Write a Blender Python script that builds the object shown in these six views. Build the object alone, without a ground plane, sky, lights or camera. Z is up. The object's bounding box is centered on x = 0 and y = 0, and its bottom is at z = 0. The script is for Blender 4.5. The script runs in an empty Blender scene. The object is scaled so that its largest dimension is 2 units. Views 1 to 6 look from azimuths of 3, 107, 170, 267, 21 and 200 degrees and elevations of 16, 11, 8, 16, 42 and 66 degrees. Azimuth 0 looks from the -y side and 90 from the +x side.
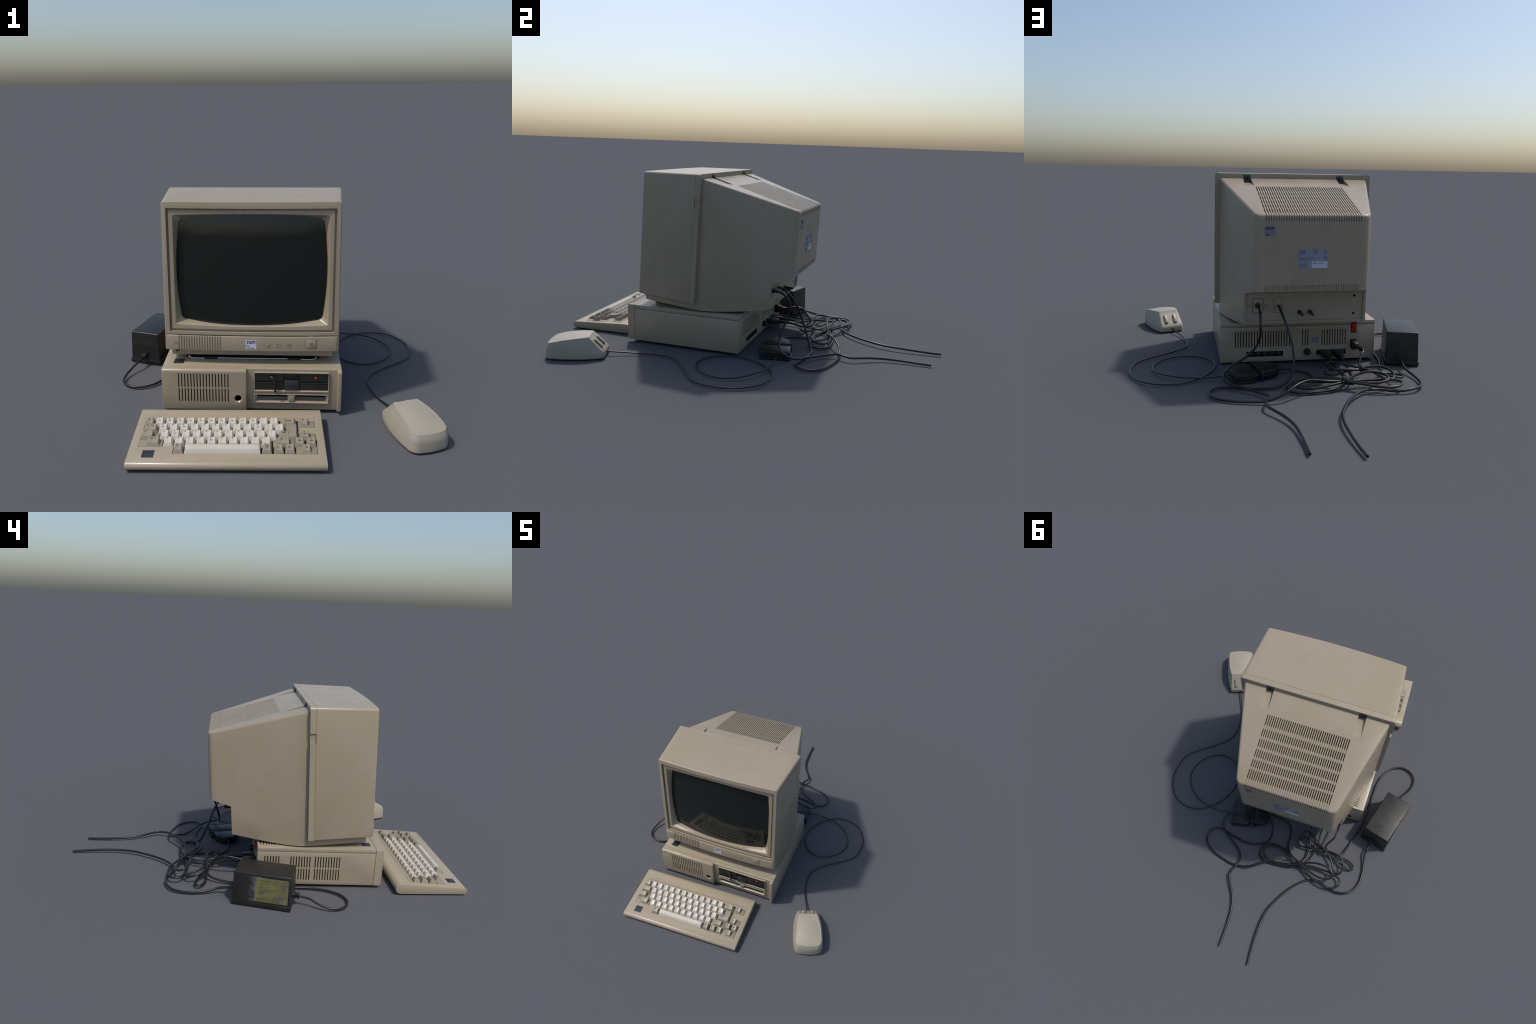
# A 1980s home computer: system unit, colour monitor, keyboard, mouse,
# black power supply and a tangle of cables.  Metres, z up, front faces -y.
import bpy, bmesh, math, random
from mathutils import Vector, Matrix

random.seed(7)
CX = -0.0785                     # symmetry plane of system unit and monitor
SC = bpy.context.scene

# ----------------------------------------------------------------- materials
def nt(name):
    m = bpy.data.materials.new(name)
    m.use_nodes = True
    t = m.node_tree
    b = t.nodes["Principled BSDF"]
    return m, t, b

def rgb(c):
    return (c[0], c[1], c[2], 1.0)

def node(t, kind, **kw):
    n = t.nodes.new(kind)
    for k, v in kw.items():
        setattr(n, k, v)
    return n

def noise(t, co, scale, detail=4.0, rough=0.6, dist=0.0):
    n = node(t, "ShaderNodeTexNoise")
    n.inputs["Scale"].default_value = scale
    n.inputs["Detail"].default_value = detail
    n.inputs["Roughness"].default_value = rough
    n.inputs["Distortion"].default_value = dist
    t.links.new(co, n.inputs["Vector"])
    return n.outputs["Fac"]

def ramp(t, fac, lo, hi, a=0.0, b=1.0):
    n = node(t, "ShaderNodeMapRange")
    n.interpolation_type = "SMOOTHSTEP"
    n.inputs["From Min"].default_value = lo
    n.inputs["From Max"].default_value = hi
    n.inputs["To Min"].default_value = a
    n.inputs["To Max"].default_value = b
    t.links.new(fac, n.inputs["Value"])
    return n.outputs["Result"]

def mix(t, fac, a, b):
    n = node(t, "ShaderNodeMix", data_type="RGBA")
    for sock, v in ((n.inputs["Factor"], fac), (n.inputs["A"], a), (n.inputs["B"], b)):
        if isinstance(v, (int, float)):
            sock.default_value = v
        elif isinstance(v, tuple):
            sock.default_value = rgb(v)
        else:
            t.links.new(v, sock)
    return n.outputs["Result"]

def plain(name, col, rough=0.5, metal=0.0, spec=0.5, grain=0.0):
    m, t, b = nt(name)
    b.inputs["Base Color"].default_value = rgb(col)
    b.inputs["Roughness"].default_value = rough
    b.inputs["Metallic"].default_value = metal
    b.inputs["Specular IOR Level"].default_value = spec
    if grain:
        co = node(t, "ShaderNodeTexCoord").outputs["Object"]
        f = noise(t, co, 60, 4)
        t.links.new(mix(t, ramp(t, f, 0.3, 0.7), tuple(c * (1 - grain) for c in col),
                        tuple(min(1, c * (1 + grain)) for c in col)), b.inputs["Base Color"])
        bump(t, b, noise(t, co, 420, 3), 0.12, 0.0006)
    return m

def bump(t, b, h, strength, dist):
    n = node(t, "ShaderNodeBump")
    n.inputs["Strength"].default_value = strength
    n.inputs["Distance"].default_value = dist
    t.links.new(h, n.inputs["Height"])
    t.links.new(n.outputs["Normal"], b.inputs["Normal"])

def aged_plastic(name, col, rough=0.45, stain=1.0, vary=False):
    """Yellowed beige plastic: pinkish and olive blotches, brown stains, pale scuffs."""
    m, t, b = nt(name)
    co = node(t, "ShaderNodeTexCoord").outputs["Object"]
    if vary:
        oi = node(t, "ShaderNodeObjectInfo")
        add = node(t, "ShaderNodeVectorMath", operation="ADD")
        mul = node(t, "ShaderNodeMath", operation="MULTIPLY")
        mul.inputs[1].default_value = 13.7
        t.links.new(oi.outputs["Random"], mul.inputs[0])
        t.links.new(co, add.inputs[0])
        t.links.new(mul.outputs[0], add.inputs[1])
        co = add.outputs[0]
    r, g, bl = col
    pink = (r * 1.012, g * 0.996, bl * 1.02)
    olive = (r * 0.955, g * 0.972, bl * 0.915)
    brown = (r * 0.87, g * 0.825, bl * 0.70)
    pale = (min(1, r * 1.22), min(1, g * 1.27), min(1, bl * 1.36))
    blot = ramp(t, noise(t, co, 5.5, 5, 0.62, 0.25), 0.40, 0.60)
    c = mix(t, blot, pink, olive)
    spots = ramp(t, noise(t, co, 3.1, 3, 0.55, 0.4), 0.60, 0.76, 0, 0.55 * stain)
    c = mix(t, spots, c, brown)
    fine = ramp(t, noise(t, co, 42, 4, 0.7), 0.58, 0.72, 0, 0.22 * stain)
    c = mix(t, fine, c, olive)
    where = ramp(t, noise(t, co, 7.3, 2, 0.5), 0.56, 0.66)
    scuff = ramp(t, noise(t, co, 95, 3, 0.6, 1.2), 0.62, 0.70, 0, 0.55 * stain)
    mm = node(t, "ShaderNodeMath", operation="MULTIPLY")
    t.links.new(where, mm.inputs[0])
    t.links.new(scuff, mm.inputs[1])
    c = mix(t, mm.outputs[0], c, pale)
    t.links.new(c, b.inputs["Base Color"])
    t.links.new(ramp(t, noise(t, co, 11, 3), 0.3, 0.7, rough - 0.06, rough + 0.08), b.inputs["Roughness"])
    b.inputs["Specular IOR Level"].default_value = 0.5
    bump(t, b, noise(t, co, 520, 3, 0.6), 0.10, 0.0006)
    return m

BEIGE = (0.330, 0.275, 0.200)
M_BEIGE = aged_plastic("aged_beige_plastic", BEIGE, 0.30)
M_KEYCASE = aged_plastic("aged_beige_keyboard_plastic", (0.342, 0.287, 0.210), 0.33)
M_WHITEKEY = aged_plastic("off_white_key_plastic", (0.500, 0.464, 0.405), 0.42, 0.35, vary=True)
M_GREYKEY = aged_plastic("grey_brown_key_plastic", (0.250, 0.220, 0.162), 0.42, 0.35, vary=True)
M_MOUSE = aged_plastic("pale_mouse_plastic", (0.345, 0.312, 0.248), 0.36, 0.4)
M_PANEL = aged_plastic("rear_panel_metal_paint", (0.33, 0.278, 0.208), 0.5, 0.6)
M_HOLE = plain("dark_interior", (0.010, 0.010, 0.009), 0.8, 0, 0.1)  # darkness inside openings is painted on with this near-black
M_CABLE = plain("black_cable_rubber", (0.0115, 0.0115, 0.0115), 0.34, 0, 0.45)
M_BLACK = plain("black_plastic", (0.0105, 0.0105, 0.0108), 0.4, 0, 0.5, grain=0.2)
M_DRIVE = plain("charcoal_drive_plastic", (0.016, 0.015, 0.013), 0.42, 0, 0.5, grain=0.25)
M_FLAP = plain("dark_drive_flap", (0.020, 0.022, 0.026), 0.3)
M_STEEL = plain("bright_steel_wire", (0.62, 0.63, 0.65), 0.25, 1.0)
M_BADGE = plain("dark_metal_badge", (0.055, 0.068, 0.078), 0.4, 0.6)
M_INK = plain("black_ink", (0.02, 0.02, 0.022), 0.6)
M_KEYINK = plain("key_legend_ink", (0.085, 0.078, 0.070), 0.6)
M_RED = plain("red_switch_plastic", (0.40, 0.008, 0.010), 0.3)
M_LED = plain("red_lamp_plastic", (0.80, 0.030, 0.030), 0.25)
M_CLEAR = plain("pale_lamp_plastic", (0.42, 0.46, 0.55), 0.3)
M_SILVER = plain("lavender_silver_label", (0.56, 0.56, 0.66), 0.45, 0.1)
M_LABEL = plain("blue_grey_label", (0.27, 0.28, 0.355), 0.4, 0.1)
M_LOGO = plain("violet_grey_label", (0.20, 0.182, 0.235), 0.4, 0.1)
M_WHITE = plain("white_paper_label", (0.52, 0.56, 0.62), 0.5)
M_BRASS = plain("brass_contact", (0.45, 0.30, 0.14), 0.4, 0.6)
M_BLUEINK = plain("blue_pen_ink", (0.02, 0.07, 0.14), 0.6)

def glass_screen():
    m, t, b = nt("dark_screen_glass")
    b.inputs["Base Color"].default_value = (0.0095, 0.0120, 0.0095, 1)
    b.inputs["Roughness"].default_value = 0.08
    b.inputs["IOR"].default_value = 1.5
    b.inputs["Specular IOR Level"].default_value = 0.5
    return m
M_SCREEN = glass_screen()

def brick_material():
    m, t, b = nt("scuffed_black_case")
    co = node(t, "ShaderNodeTexCoord").outputs["Object"]
    f = ramp(t, noise(t, co, 14, 5, 0.65), 0.45, 0.68)
    t.links.new(mix(t, f, (0.0125, 0.0120, 0.0112), (0.018, 0.0172, 0.0155)), b.inputs["Base Color"])
    t.links.new(ramp(t, noise(t, co, 30, 4), 0.3, 0.7, 0.32, 0.46), b.inputs["Roughness"])
    bump(t, b, noise(t, co, 330, 4, 0.6), 0.25, 0.0008)
    return m
M_BRICK = brick_material()

def sticker_material():
    """Yellowed invoice sticker."""
    m, t, b = nt("yellowed_paper_sticker")
    co = node(t, "ShaderNodeTexCoord").outputs["Object"]
    f = ramp(t, noise(t, co, 18, 4, 0.6, 0.6), 0.42, 0.62)
    c = mix(t, f, (0.165, 0.158, 0.052), (0.140, 0.122, 0.058))
    g = ramp(t, noise(t, co, 5, 2), 0.5, 0.65, 0, 0.45)
    c = mix(t, g, c, (0.115, 0.130, 0.040))
    t.links.new(c, b.inputs["Base Color"])
    b.inputs["Roughness"].default_value = 0.6
    return m
M_STICKER = sticker_material()

def residue_material():
    """Torn greyish paper and glue residue that fades out into black case."""
    m, t, b = nt("torn_paper_residue")
    co = node(t, "ShaderNodeTexCoord").outputs["Object"]
    sep = node(t, "ShaderNodeSeparateXYZ")
    t.links.new(co, sep.inputs[0])
    n1 = noise(t, co, 45, 5, 0.7, 0.4)
    ad = node(t, "ShaderNodeMath", operation="MULTIPLY_ADD")
    ad.inputs[1].default_value = 0.10
    t.links.new(n1, ad.inputs[0])
    t.links.new(sep.outputs["Y"], ad.inputs[2])
    fade = ramp(t, ad.outputs[0], 0.055, 0.115, 1, 0)
    streak = ramp(t, noise(t, co, 160, 4, 0.7, 0.5), 0.3, 0.75)
    c = mix(t, streak, (0.065, 0.065, 0.078), (0.165, 0.165, 0.195))
    c = mix(t, fade, (0.014, 0.0135, 0.013), c)
    t.links.new(c, b.inputs["Base Color"])
    b.inputs["Roughness"].default_value = 0.6
    return m
M_RESIDUE = residue_material()

# ------------------------------------------------------------------- helpers
THINGS = {}

def thing(name, loc, yaw, label, category):
    e = bpy.data.objects.new(name, None)
    e.empty_display_size = 0.05
    e.location = loc
    e.rotation_euler = (0, 0, yaw)
    e["label"] = label
    e["category"] = category
    SC.collection.objects.link(e)
    M = Matrix.Translation(Vector(loc)) @ Matrix.Rotation(yaw, 4, "Z")
    THINGS[e.name] = M
    return e

def obj(name, me, parent=None, world=False, mats=None, smooth=35, kind=None):
    """Link mesh as a part.  world=True: mesh was modelled in world space."""
    if world and parent is not None:
        root = parent
        while root.parent is not None:
            root = root.parent
        me.transform(THINGS[root.name].inverted())
    o = bpy.data.objects.new(name, me)
    SC.collection.objects.link(o)
    if mats is not None:
        if not isinstance(mats, (list, tuple)):
            mats = [mats]
        if not len(me.materials):
            for m in mats:
                me.materials.append(m)
    shade(me, smooth)
    if parent is not None:
        o.parent = parent
    if kind:
        o["kind"] = kind
    return o

def shade(me, angle):
    if angle is None:
        return
    for p in me.polygons:
        p.use_smooth = True
    me.set_sharp_from_angle(angle=math.radians(angle))

def mesh_from(verts, faces, name="mesh", fmat=None):
    me = bpy.data.meshes.new(name)
    me.from_pydata([tuple(v) for v in verts], [], faces)
    if fmat:
        for p, k in zip(me.polygons, fmat):
            p.material_index = k
    me.update()
    return me

def recalc(me):
    bm = bmesh.new()
    bm.from_mesh(me)
    bmesh.ops.recalc_face_normals(bm, faces=bm.faces)
    bm.to_mesh(me)
    bm.free()
    return me

def bevel(me, offset, seg=3, pick=None, profile=0.5):
    bm = bmesh.new()
    bm.from_mesh(me)
    bmesh.ops.recalc_face_normals(bm, faces=bm.faces)
    es = [e for e in bm.edges if pick is None or pick(e.verts[0].co, e.verts[1].co)]
    bmesh.ops.bevel(bm, geom=es, offset=offset, segments=seg, affect="EDGES",
                    profile=profile, clamp_overlap=True)
    bm.to_mesh(me)
    bm.free()
    return me

def hexa(f, b):
    """Solid between two quads (each 4 points, same order)."""
    v = list(f) + list(b)
    fc = [(3, 2, 1, 0), (4, 5, 6, 7), (0, 1, 5, 4), (1, 2, 6, 5), (2, 3, 7, 6), (3, 0, 4, 7)]
    return recalc(mesh_from(v, fc))

def box_mesh(x0, x1, y0, y1, z0, z1, bev=0.0, seg=2):
    me = hexa([(x0, y0, z0), (x1, y0, z0), (x1, y1, z0), (x0, y1, z0)],
              [(x0, y0, z1), (x1, y0, z1), (x1, y1, z1), (x0, y1, z1)])
    if bev:
        bevel(me, bev, seg)
    return me

def prism_mesh(poly, axis, a, b, bev=0.0, seg=2):
    """Extrude 2D polygon along axis 'x' (poly=(y,z)), 'y' (x,z) or 'z' (x,y)."""
    def P(p, t):
        return {"x": (t, p[0], p[1]), "y": (p[0], t, p[1]), "z": (p[0], p[1], t)}[axis]
    n = len(poly)
    v = [P(p, a) for p in poly] + [P(p, b) for p in poly]
    fc = [tuple(range(n)), tuple(range(2 * n - 1, n - 1, -1))]
    fc += [(i, (i + 1) % n, n + (i + 1) % n, n + i) for i in range(n)]
    me = recalc(mesh_from(v, fc))
    if bev:
        bevel(me, bev, seg)
    return me

def cyl_mesh(p0, p1, r0, r1=None, n=24, cap=True):
    r1 = r0 if r1 is None else r1
    p0, p1 = Vector(p0), Vector(p1)
    d = (p1 - p0).normalized()
    u = d.orthogonal().normalized()
    w = d.cross(u)
    v, fc = [], []
    for p, r in ((p0, r0), (p1, r1)):
        for i in range(n):
            a = 2 * math.pi * i / n
            v.append(p + (u * math.cos(a) + w * math.sin(a)) * r)
    fc = [(i, (i + 1) % n, n + (i + 1) % n, n + i) for i in range(n)]
    if cap:
        fc += [tuple(range(n - 1, -1, -1)), tuple(range(n, 2 * n))]
    return recalc(mesh_from(v, fc))

def join(meshes, mats_idx=None):
    """Merge meshes into one; mats_idx gives a material slot per mesh."""
    bm = bmesh.new()
    for k, me in enumerate(meshes):
        n0 = len(bm.faces)
        bm.from_mesh(me)
        if mats_idx:
            bm.faces.ensure_lookup_table()
            for f in bm.faces[n0:]:
                f.material_index = mats_idx[k]
    out = bpy.data.meshes.new("joined")
    bm.to_mesh(out)
    bm.free()
    return out

def cut(me, cutters, mats, cut_idx=None):
    """Boolean difference.  mats: slots of the result; cut_idx: slot per cutter."""
    a = bpy.data.objects.new("tmp_a", me)
    for m in mats:
        me.materials.append(m)
    cm = join(cutters, cut_idx or [0] * len(cutters))
    for m in mats:
        cm.materials.append(m)
    b = bpy.data.objects.new("tmp_b", cm)
    SC.collection.objects.link(a)
    SC.collection.objects.link(b)
    md = a.modifiers.new("cut", "BOOLEAN")
    md.operation = "DIFFERENCE"
    md.solver = "EXACT"
    md.use_self = True
    md.object = b
    md.material_mode = "INDEX"
    dg = bpy.context.evaluated_depsgraph_get()
    res = bpy.data.meshes.new_from_object(a.evaluated_get(dg))
    bpy.data.objects.remove(a)
    bpy.data.objects.remove(b)
    if not len(res.materials):
        for m in mats:
            res.materials.append(m)
    return res

def spline(pts, step=0.006):
    """Centripetal Catmull-Rom through the control points."""
    P = [Vector(p) for p in pts]
    P = [P[0] * 2 - P[1]] + P + [P[-1] * 2 - P[-2]]
    out = []
    for i in range(1, len(P) - 2):
        p0, p1, p2, p3 = P[i - 1], P[i], P[i + 1], P[i + 2]
        t0 = 0.0
        t1 = t0 + max((p1 - p0).length, 1e-5) ** 0.5
        t2 = t1 + max((p2 - p1).length, 1e-5) ** 0.5
        t3 = t2 + max((p3 - p2).length, 1e-5) ** 0.5
        n = max(2, int((p2 - p1).length / step))
        for k in range(n):
            t = t1 + (t2 - t1) * k / n
            a1 = p0 * ((t1 - t) / (t1 - t0)) + p1 * ((t - t0) / (t1 - t0))
            a2 = p1 * ((t2 - t) / (t2 - t1)) + p2 * ((t - t1) / (t2 - t1))
            a3 = p2 * ((t3 - t) / (t3 - t2)) + p3 * ((t - t2) / (t3 - t2))
            b1 = a1 * ((t2 - t) / (t2 - t0)) + a2 * ((t - t0) / (t2 - t0))
            b2 = a2 * ((t3 - t) / (t3 - t1)) + a3 * ((t - t1) / (t3 - t1))
            out.append(b1 * ((t2 - t) / (t2 - t1)) + b2 * ((t - t1) / (t2 - t1)))
    out.append(P[-2])
    return out

def tube_mesh(pts, r, n=14, step=0.006, raw=False):
    C = pts if raw else spline(pts, step)
    C = [Vector(c) for c in C]
    T = []
    for i in range(len(C)):
        T.append((C[min(i + 1, len(C) - 1)] - C[max(i - 1, 0)]).normalized())
    u = T[0].orthogonal().normalized()
    v, fc = [], []
    for i, c in enumerate(C):
        u = (u - T[i] * u.dot(T[i])).normalized()
        w = T[i].cross(u)
        for k in range(n):
            a = 2 * math.pi * k / n
            v.append(c + (u * math.cos(a) + w * math.sin(a)) * r)
    for i in range(len(C) - 1):
        for k in range(n):
            k2 = (k + 1) % n
            fc.append((i * n + k, i * n + k2, (i + 1) * n + k2, (i + 1) * n + k))
    fc.append(tuple(range(n - 1, -1, -1)))
    fc.append(tuple(range((len(C) - 1) * n, len(C) * n)))
    return mesh_from(v, fc)

def frame(o, x, y, z):
    """Matrix with the given origin and axes."""
    M = Matrix.Identity(4)
    for i, a in enumerate((x, y, z)):
        a = Vector(a).normalized()
        for j in range(3):
            M[j][i] = a[j]
    for j in range(3):
        M[j][3] = o[j]
    return M

def text_mesh(body, size, M, align="CENTER", depth=0.0003, bold=0.0, squash=1.0):
    cu = bpy.data.curves.new("lettering", "FONT")
    cu.body = body
    cu.size = size
    cu.align_x = align
    cu.align_y = "CENTER"
    cu.extrude = depth
    cu.resolution_u = 3
    cu.offset = bold
    o = bpy.data.objects.new("tmp_t", cu)
    SC.collection.objects.link(o)
    dg = bpy.context.evaluated_depsgraph_get()
    me = bpy.data.meshes.new_from_object(o.evaluated_get(dg))
    bpy.data.objects.remove(o)
    me.materials.clear()
    me.transform(M @ Matrix.Diagonal((squash, 1, 1, 1)))
    return me

def slab_letters(h, M, d=0.0004):
    """The striped-era slab-serif three letter logo, from bars; centred, height h."""
    t = 0.20 * h
    parts = []
    def bar(x0, x1, y0, y1):
        parts.append(box_mesh(x0 * h, x1 * h, y0 * h, y1 * h, 0, d))
    def quad(p):
        parts.append(prism_mesh([(a * h, b * h) for a, b in p], "z", 0, d))
    s = 0.16
    # I
    bar(-1.50, -0.90, 0.5 - s, 0.5); bar(-1.50, -0.90, -0.5, -0.5 + s); bar(-1.32, -1.08, -0.5 + s, 0.5 - s)
    # B
    bar(-0.80, 0.02, 0.5 - s, 0.5); bar(-0.80, 0.02, -0.5, -0.5 + s); bar(-0.66, -0.44, -0.5 + s, 0.5 - s)
    bar(-0.44, 0.02, -0.07, 0.07); bar(-0.06, 0.12, 0.07, 0.44); bar(-0.06, 0.16, -0.44, -0.07)
    # M
    bar(0.26, 0.60, 0.5 - s, 0.5); bar(1.16, 1.50, 0.5 - s, 0.5)
    bar(0.26, 0.60, -0.5, -0.5 + s); bar(1.16, 1.50, -0.5, -0.5 + s)
    bar(0.34, 0.52, -0.5 + s, 0.5 - s); bar(1.24, 1.42, -0.5 + s, 0.5 - s)
    quad([(0.56, 0.5), (0.78, 0.5), (0.96, -0.02), (0.88, -0.38)])
    quad([(1.20, 0.5), (0.98, 0.5), (0.80, -0.02), (0.88, -0.38)])
    me = join(parts)
    me.transform(M)
    return me

# ==================================================================== COMPUTER
PCX0, PCX1, PCY0, PCY1, PCZ0, PCZ1 = -0.4525, 0.2955, -0.587, 0.030, 0.012, 0.2015
SEAM = -0.549
pc = thing("desktop_computer", (CX, -0.28, 0.0), 0.0,
           "flat beige desktop computer with slotted front and floppy drive", "computer")

# lower body with vents, sockets
body = box_mesh(PCX0, PCX1, SEAM + 0.0012, PCY1, PCZ0, 0.1812, 0.0025, 2)
K, I = [], []
def add(me, i):
    K.append(me); I.append(i)
for i in range(21):                                       # rear vents
    x = 0.2258 - i * (0.2258 + 0.0326) / 20
    add(box_mesh(x - 0.0023, x + 0.0023, 0.005, 0.04, 0.083, 0.1605), 0)
for i in range(3):
    x = -0.0954 - i * 0.0128
    add(box_mesh(x - 0.0020, x + 0.0020, 0.014, 0.04, 0.083, 0.1605), 2)
for i in range(10):
    x = -0.1907 - i * 0.01276
    add(box_mesh(x - 0.0022, x + 0.0022, 0.005, 0.04, 0.083, 0.1605), 2 if i < 3 else 0)
def side_slits(y0, y1, n, rows):
    for i in range(n):
        y = y0 + (y1 - y0) * i / (n - 1)
        for z0, z1 in rows:
            add(box_mesh(-0.46, -0.425, y - 0.0024, y + 0.0024, z0, z1), 0)
ROWS = [(0.1005, 0.1590), (0.0348, 0.0940)]
side_slits(-0.0066, -0.0740, 6, ROWS)
side_slits(-0.1335, -0.2262, 8, ROWS)
side_slits(-0.2530, -0.3715, 10, ROWS)
add(box_mesh(-0.002, 0.172, 0.012, 0.04, 0.0366, 0.0620), 1)      # port bays
add(box_mesh(-0.310, -0.164, 0.012, 0.04, 0.0364, 0.0613), 1)
add(box_mesh(-0.3605, -0.3325, 0.012, 0.04, 0.1405, 0.1815 + 0.02), 1)
add(box_mesh(-0.3620, -0.3315, 0.010, 0.04, 0.0546, 0.1085), 1)
add(cyl_mesh((-0.386, 0.0, 0.0575), (-0.386, 0.04, 0.0575), 0.0115), 1)
add(box_mesh(PCX0 + 0.005, PCX1 - 0.005, SEAM - 0.02, PCY1 - 0.005, 0.018, 0.20), 1)    # hollow inside
M_SLATE = plain("slate_card_metal", (0.10, 0.11, 0.14), 0.5)
body = cut(body, K, [M_BEIGE, M_HOLE, M_SLATE], I)
obj("case_body", body, pc, True, smooth=30)

# top cover with slots in its rear half
cover = box_mesh(PCX0, PCX1, SEAM + 0.0012, PCY1, 0.1824, PCZ1, 0.0022, 2)
K, I = [], []
for i in range(6):
    y = 0.0130 - i * 0.0133
    add(box_mesh(PCX0 + 0.038, PCX1 - 0.054, y - 0.0022, y + 0.0022, 0.188, 0.21), 0)
add(box_mesh(-0.3605, -0.3325, 0.012, 0.04, 0.17, 0.1915), 1)
add(box_mesh(PCX0 + 0.005, PCX1 - 0.005, SEAM + 0.006, PCY1 - 0.005, 0.17, 0.1975), 1)
cover = cut(cover, K, [M_BEIGE, M_HOLE], I)
obj("top_cover", cover, pc, True, smooth=30)

# front panel: proud left half, recessed right half, flange at the right end
RECESS = -0.5665
def front_block(x0, x1, y0, rt, rb, rs):
    me = box_mesh(x0, x1, y0, SEAM, 0.0125, PCZ1)
    bevel(me, rt, 5, lambda a, b: max(a.y, b.y) < y0 + 1e-4 and min(a.z, b.z) > 0.19)
    if rb:
        bevel(me, rb, 4, lambda a, b: max(a.y, b.y) < y0 + 1e-4 and max(a.z, b.z) < 0.02)
    if rs:
        bevel(me, rs, 3, lambda a, b: abs(a.x - b.x) < 1e-5 and min(a.y, b.y) < SEAM - 1e-4
              and not (a.z < 0.013 and b.z < 0.013))
    return me
K, I = [], []
for i in range(17):
    x = -0.3812 + i * (0.3812 - 0.1752) / 16
    add(box_mesh(x - 0.0022, x + 0.0022, -0.60, -0.53, 0.1205, 0.1835), 0)
    add(box_mesh(x - 0.0022, x + 0.0022, -0.60, -0.53, 0.0545, 0.1152), 0)
add(cyl_mesh((-0.1342, -0.5885, 0.0705), (-0.1342, -0.578, 0.0705), 0.0185, 0.0105, 32), 0)
add(cyl_mesh((-0.1342, -0.60, 0.0712), (-0.1342, -0.555, 0.0712), 0.0093, n=28), 1)
add(box_mesh(PCX0 + 0.006, -0.106, PCY0 + 0.006, -0.53, 0.022, PCZ1 - 0.008), 1)      # hollow behind slits
left = cut(front_block(PCX0, -0.0985, PCY0, 0.012, 0.010, 0.0028), K, [M_BEIGE, M_HOLE], I)
K, I = [], []
add(box_mesh(-0.0625, 0.2408, -0.58, -0.54, 0.1040, 0.1785), 1)
add(box_mesh(-0.0560, 0.0725, -0.58, -0.54, 0.0570, 0.0800), 1)
add(box_mesh(0.1050, 0.2330, -0.58, -0.54, 0.0570, 0.0800), 1)
mid = cut(front_block(-0.1000, 0.2790, RECESS, 0.005, 0.004, 0), K, [M_BEIGE, M_HOLE], I)
right = cut(front_block(0.2785, PCX1, PCY0, 0.012, 0.010, 0.0028), [box_mesh(0.5, 0.6, 0, 1, 0, 1)], [M_BEIGE, M_HOLE], [0])
bm = bmesh.new()
for me in (left, mid, right):
    bm.from_mesh(me)
panel = bpy.data.meshes.new("panel")
bm.to_mesh(panel); bm.free()
panel.materials.append(M_BEIGE); panel.materials.append(M_HOLE)
obj("front_panel", panel, pc, True, smooth=32)

def frame_rim(x0, x1, z0, z1, w, wz, y_back, y_front, deep):
    """Rectangular raised rim whose inner lip slopes back like a funnel."""
    r = []
    for (a0, a1, c0, c1, y) in ((x0, x1, z0, z1, y_back), (x0, x1, z0, z1, y_front + 0.0012),
                                (x0 + 0.0012, x1 - 0.0012, z0 + 0.0012, z1 - 0.0012, y_front),
                                (x0 + 0.0022, x1 - 0.0022, z0 + 0.0026, z1 - 0.0026, y_front),
                                (x0 + w, x1 - w, z0 + wz, z1 - wz, y_front + deep),
                                (x0 + w, x1 - w, z0 + wz, z1 - wz, y_front + deep + 0.010)):
        r.append([(a0, y, c0), (a1, y, c0), (a1, y, c1), (a0, y, c1)])
    v = [p for q in r for p in q]
    fc = []
    for i in range(len(r) - 1):
        for k in range(4):
            k2 = (k + 1) % 4
            fc.append((i * 4 + k, i * 4 + k2, (i + 1) * 4 + k2, (i + 1) * 4 + k))
    return recalc(mesh_from(v, fc))

obj("drive_frame", frame_rim(-0.0670, 0.2447, 0.0985, 0.1876, 0.0040, 0.0078, RECESS + 0.001, -0.5745, 0.005), pc, True, M_BEIGE, 20)
# floppy drive face
K, I = [], []
face = box_mesh(-0.0628, 0.2408, -0.5705, -0.556, 0.1030, 0.1800, 0.0008, 1)
add(box_mesh(-0.0556, 0.2338, -0.58, -0.558, 0.1408, 0.1452), 0)
add(box_mesh(0.0552, 0.1228, -0.58, -0.560, 0.1035, 0.1785), 0)
face = cut(face, K, [M_DRIVE], I)
drive = obj("floppy_drive", face, pc, True, smooth=30)
sl = [box_mesh(-0.0556, 0.0535, -0.5730, -0.5700, 0.1378, 0.1408, 0.0008, 1),
      box_mesh(0.1245, 0.2338, -0.5730, -0.5700, 0.1378, 0.1408, 0.0008, 1)]
obj("slot_lip", join(sl), drive, True, M_FLAP)
flap = hexa([(0.0575, -0.562, 0.1080), (0.1200, -0.562, 0.1080), (0.1200, -0.560, 0.1505), (0.0575, -0.560, 0.1505)],
            [(0.0575, -0.5770, 0.1100), (0.1200, -0.5770, 0.1100), (0.1200, -0.5690, 0.1503), (0.0575, -0.5690, 0.1503)])
bevel(flap, 0.002, 2)
obj("drive_flap", flap, drive, True, M_FLAP)
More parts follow.
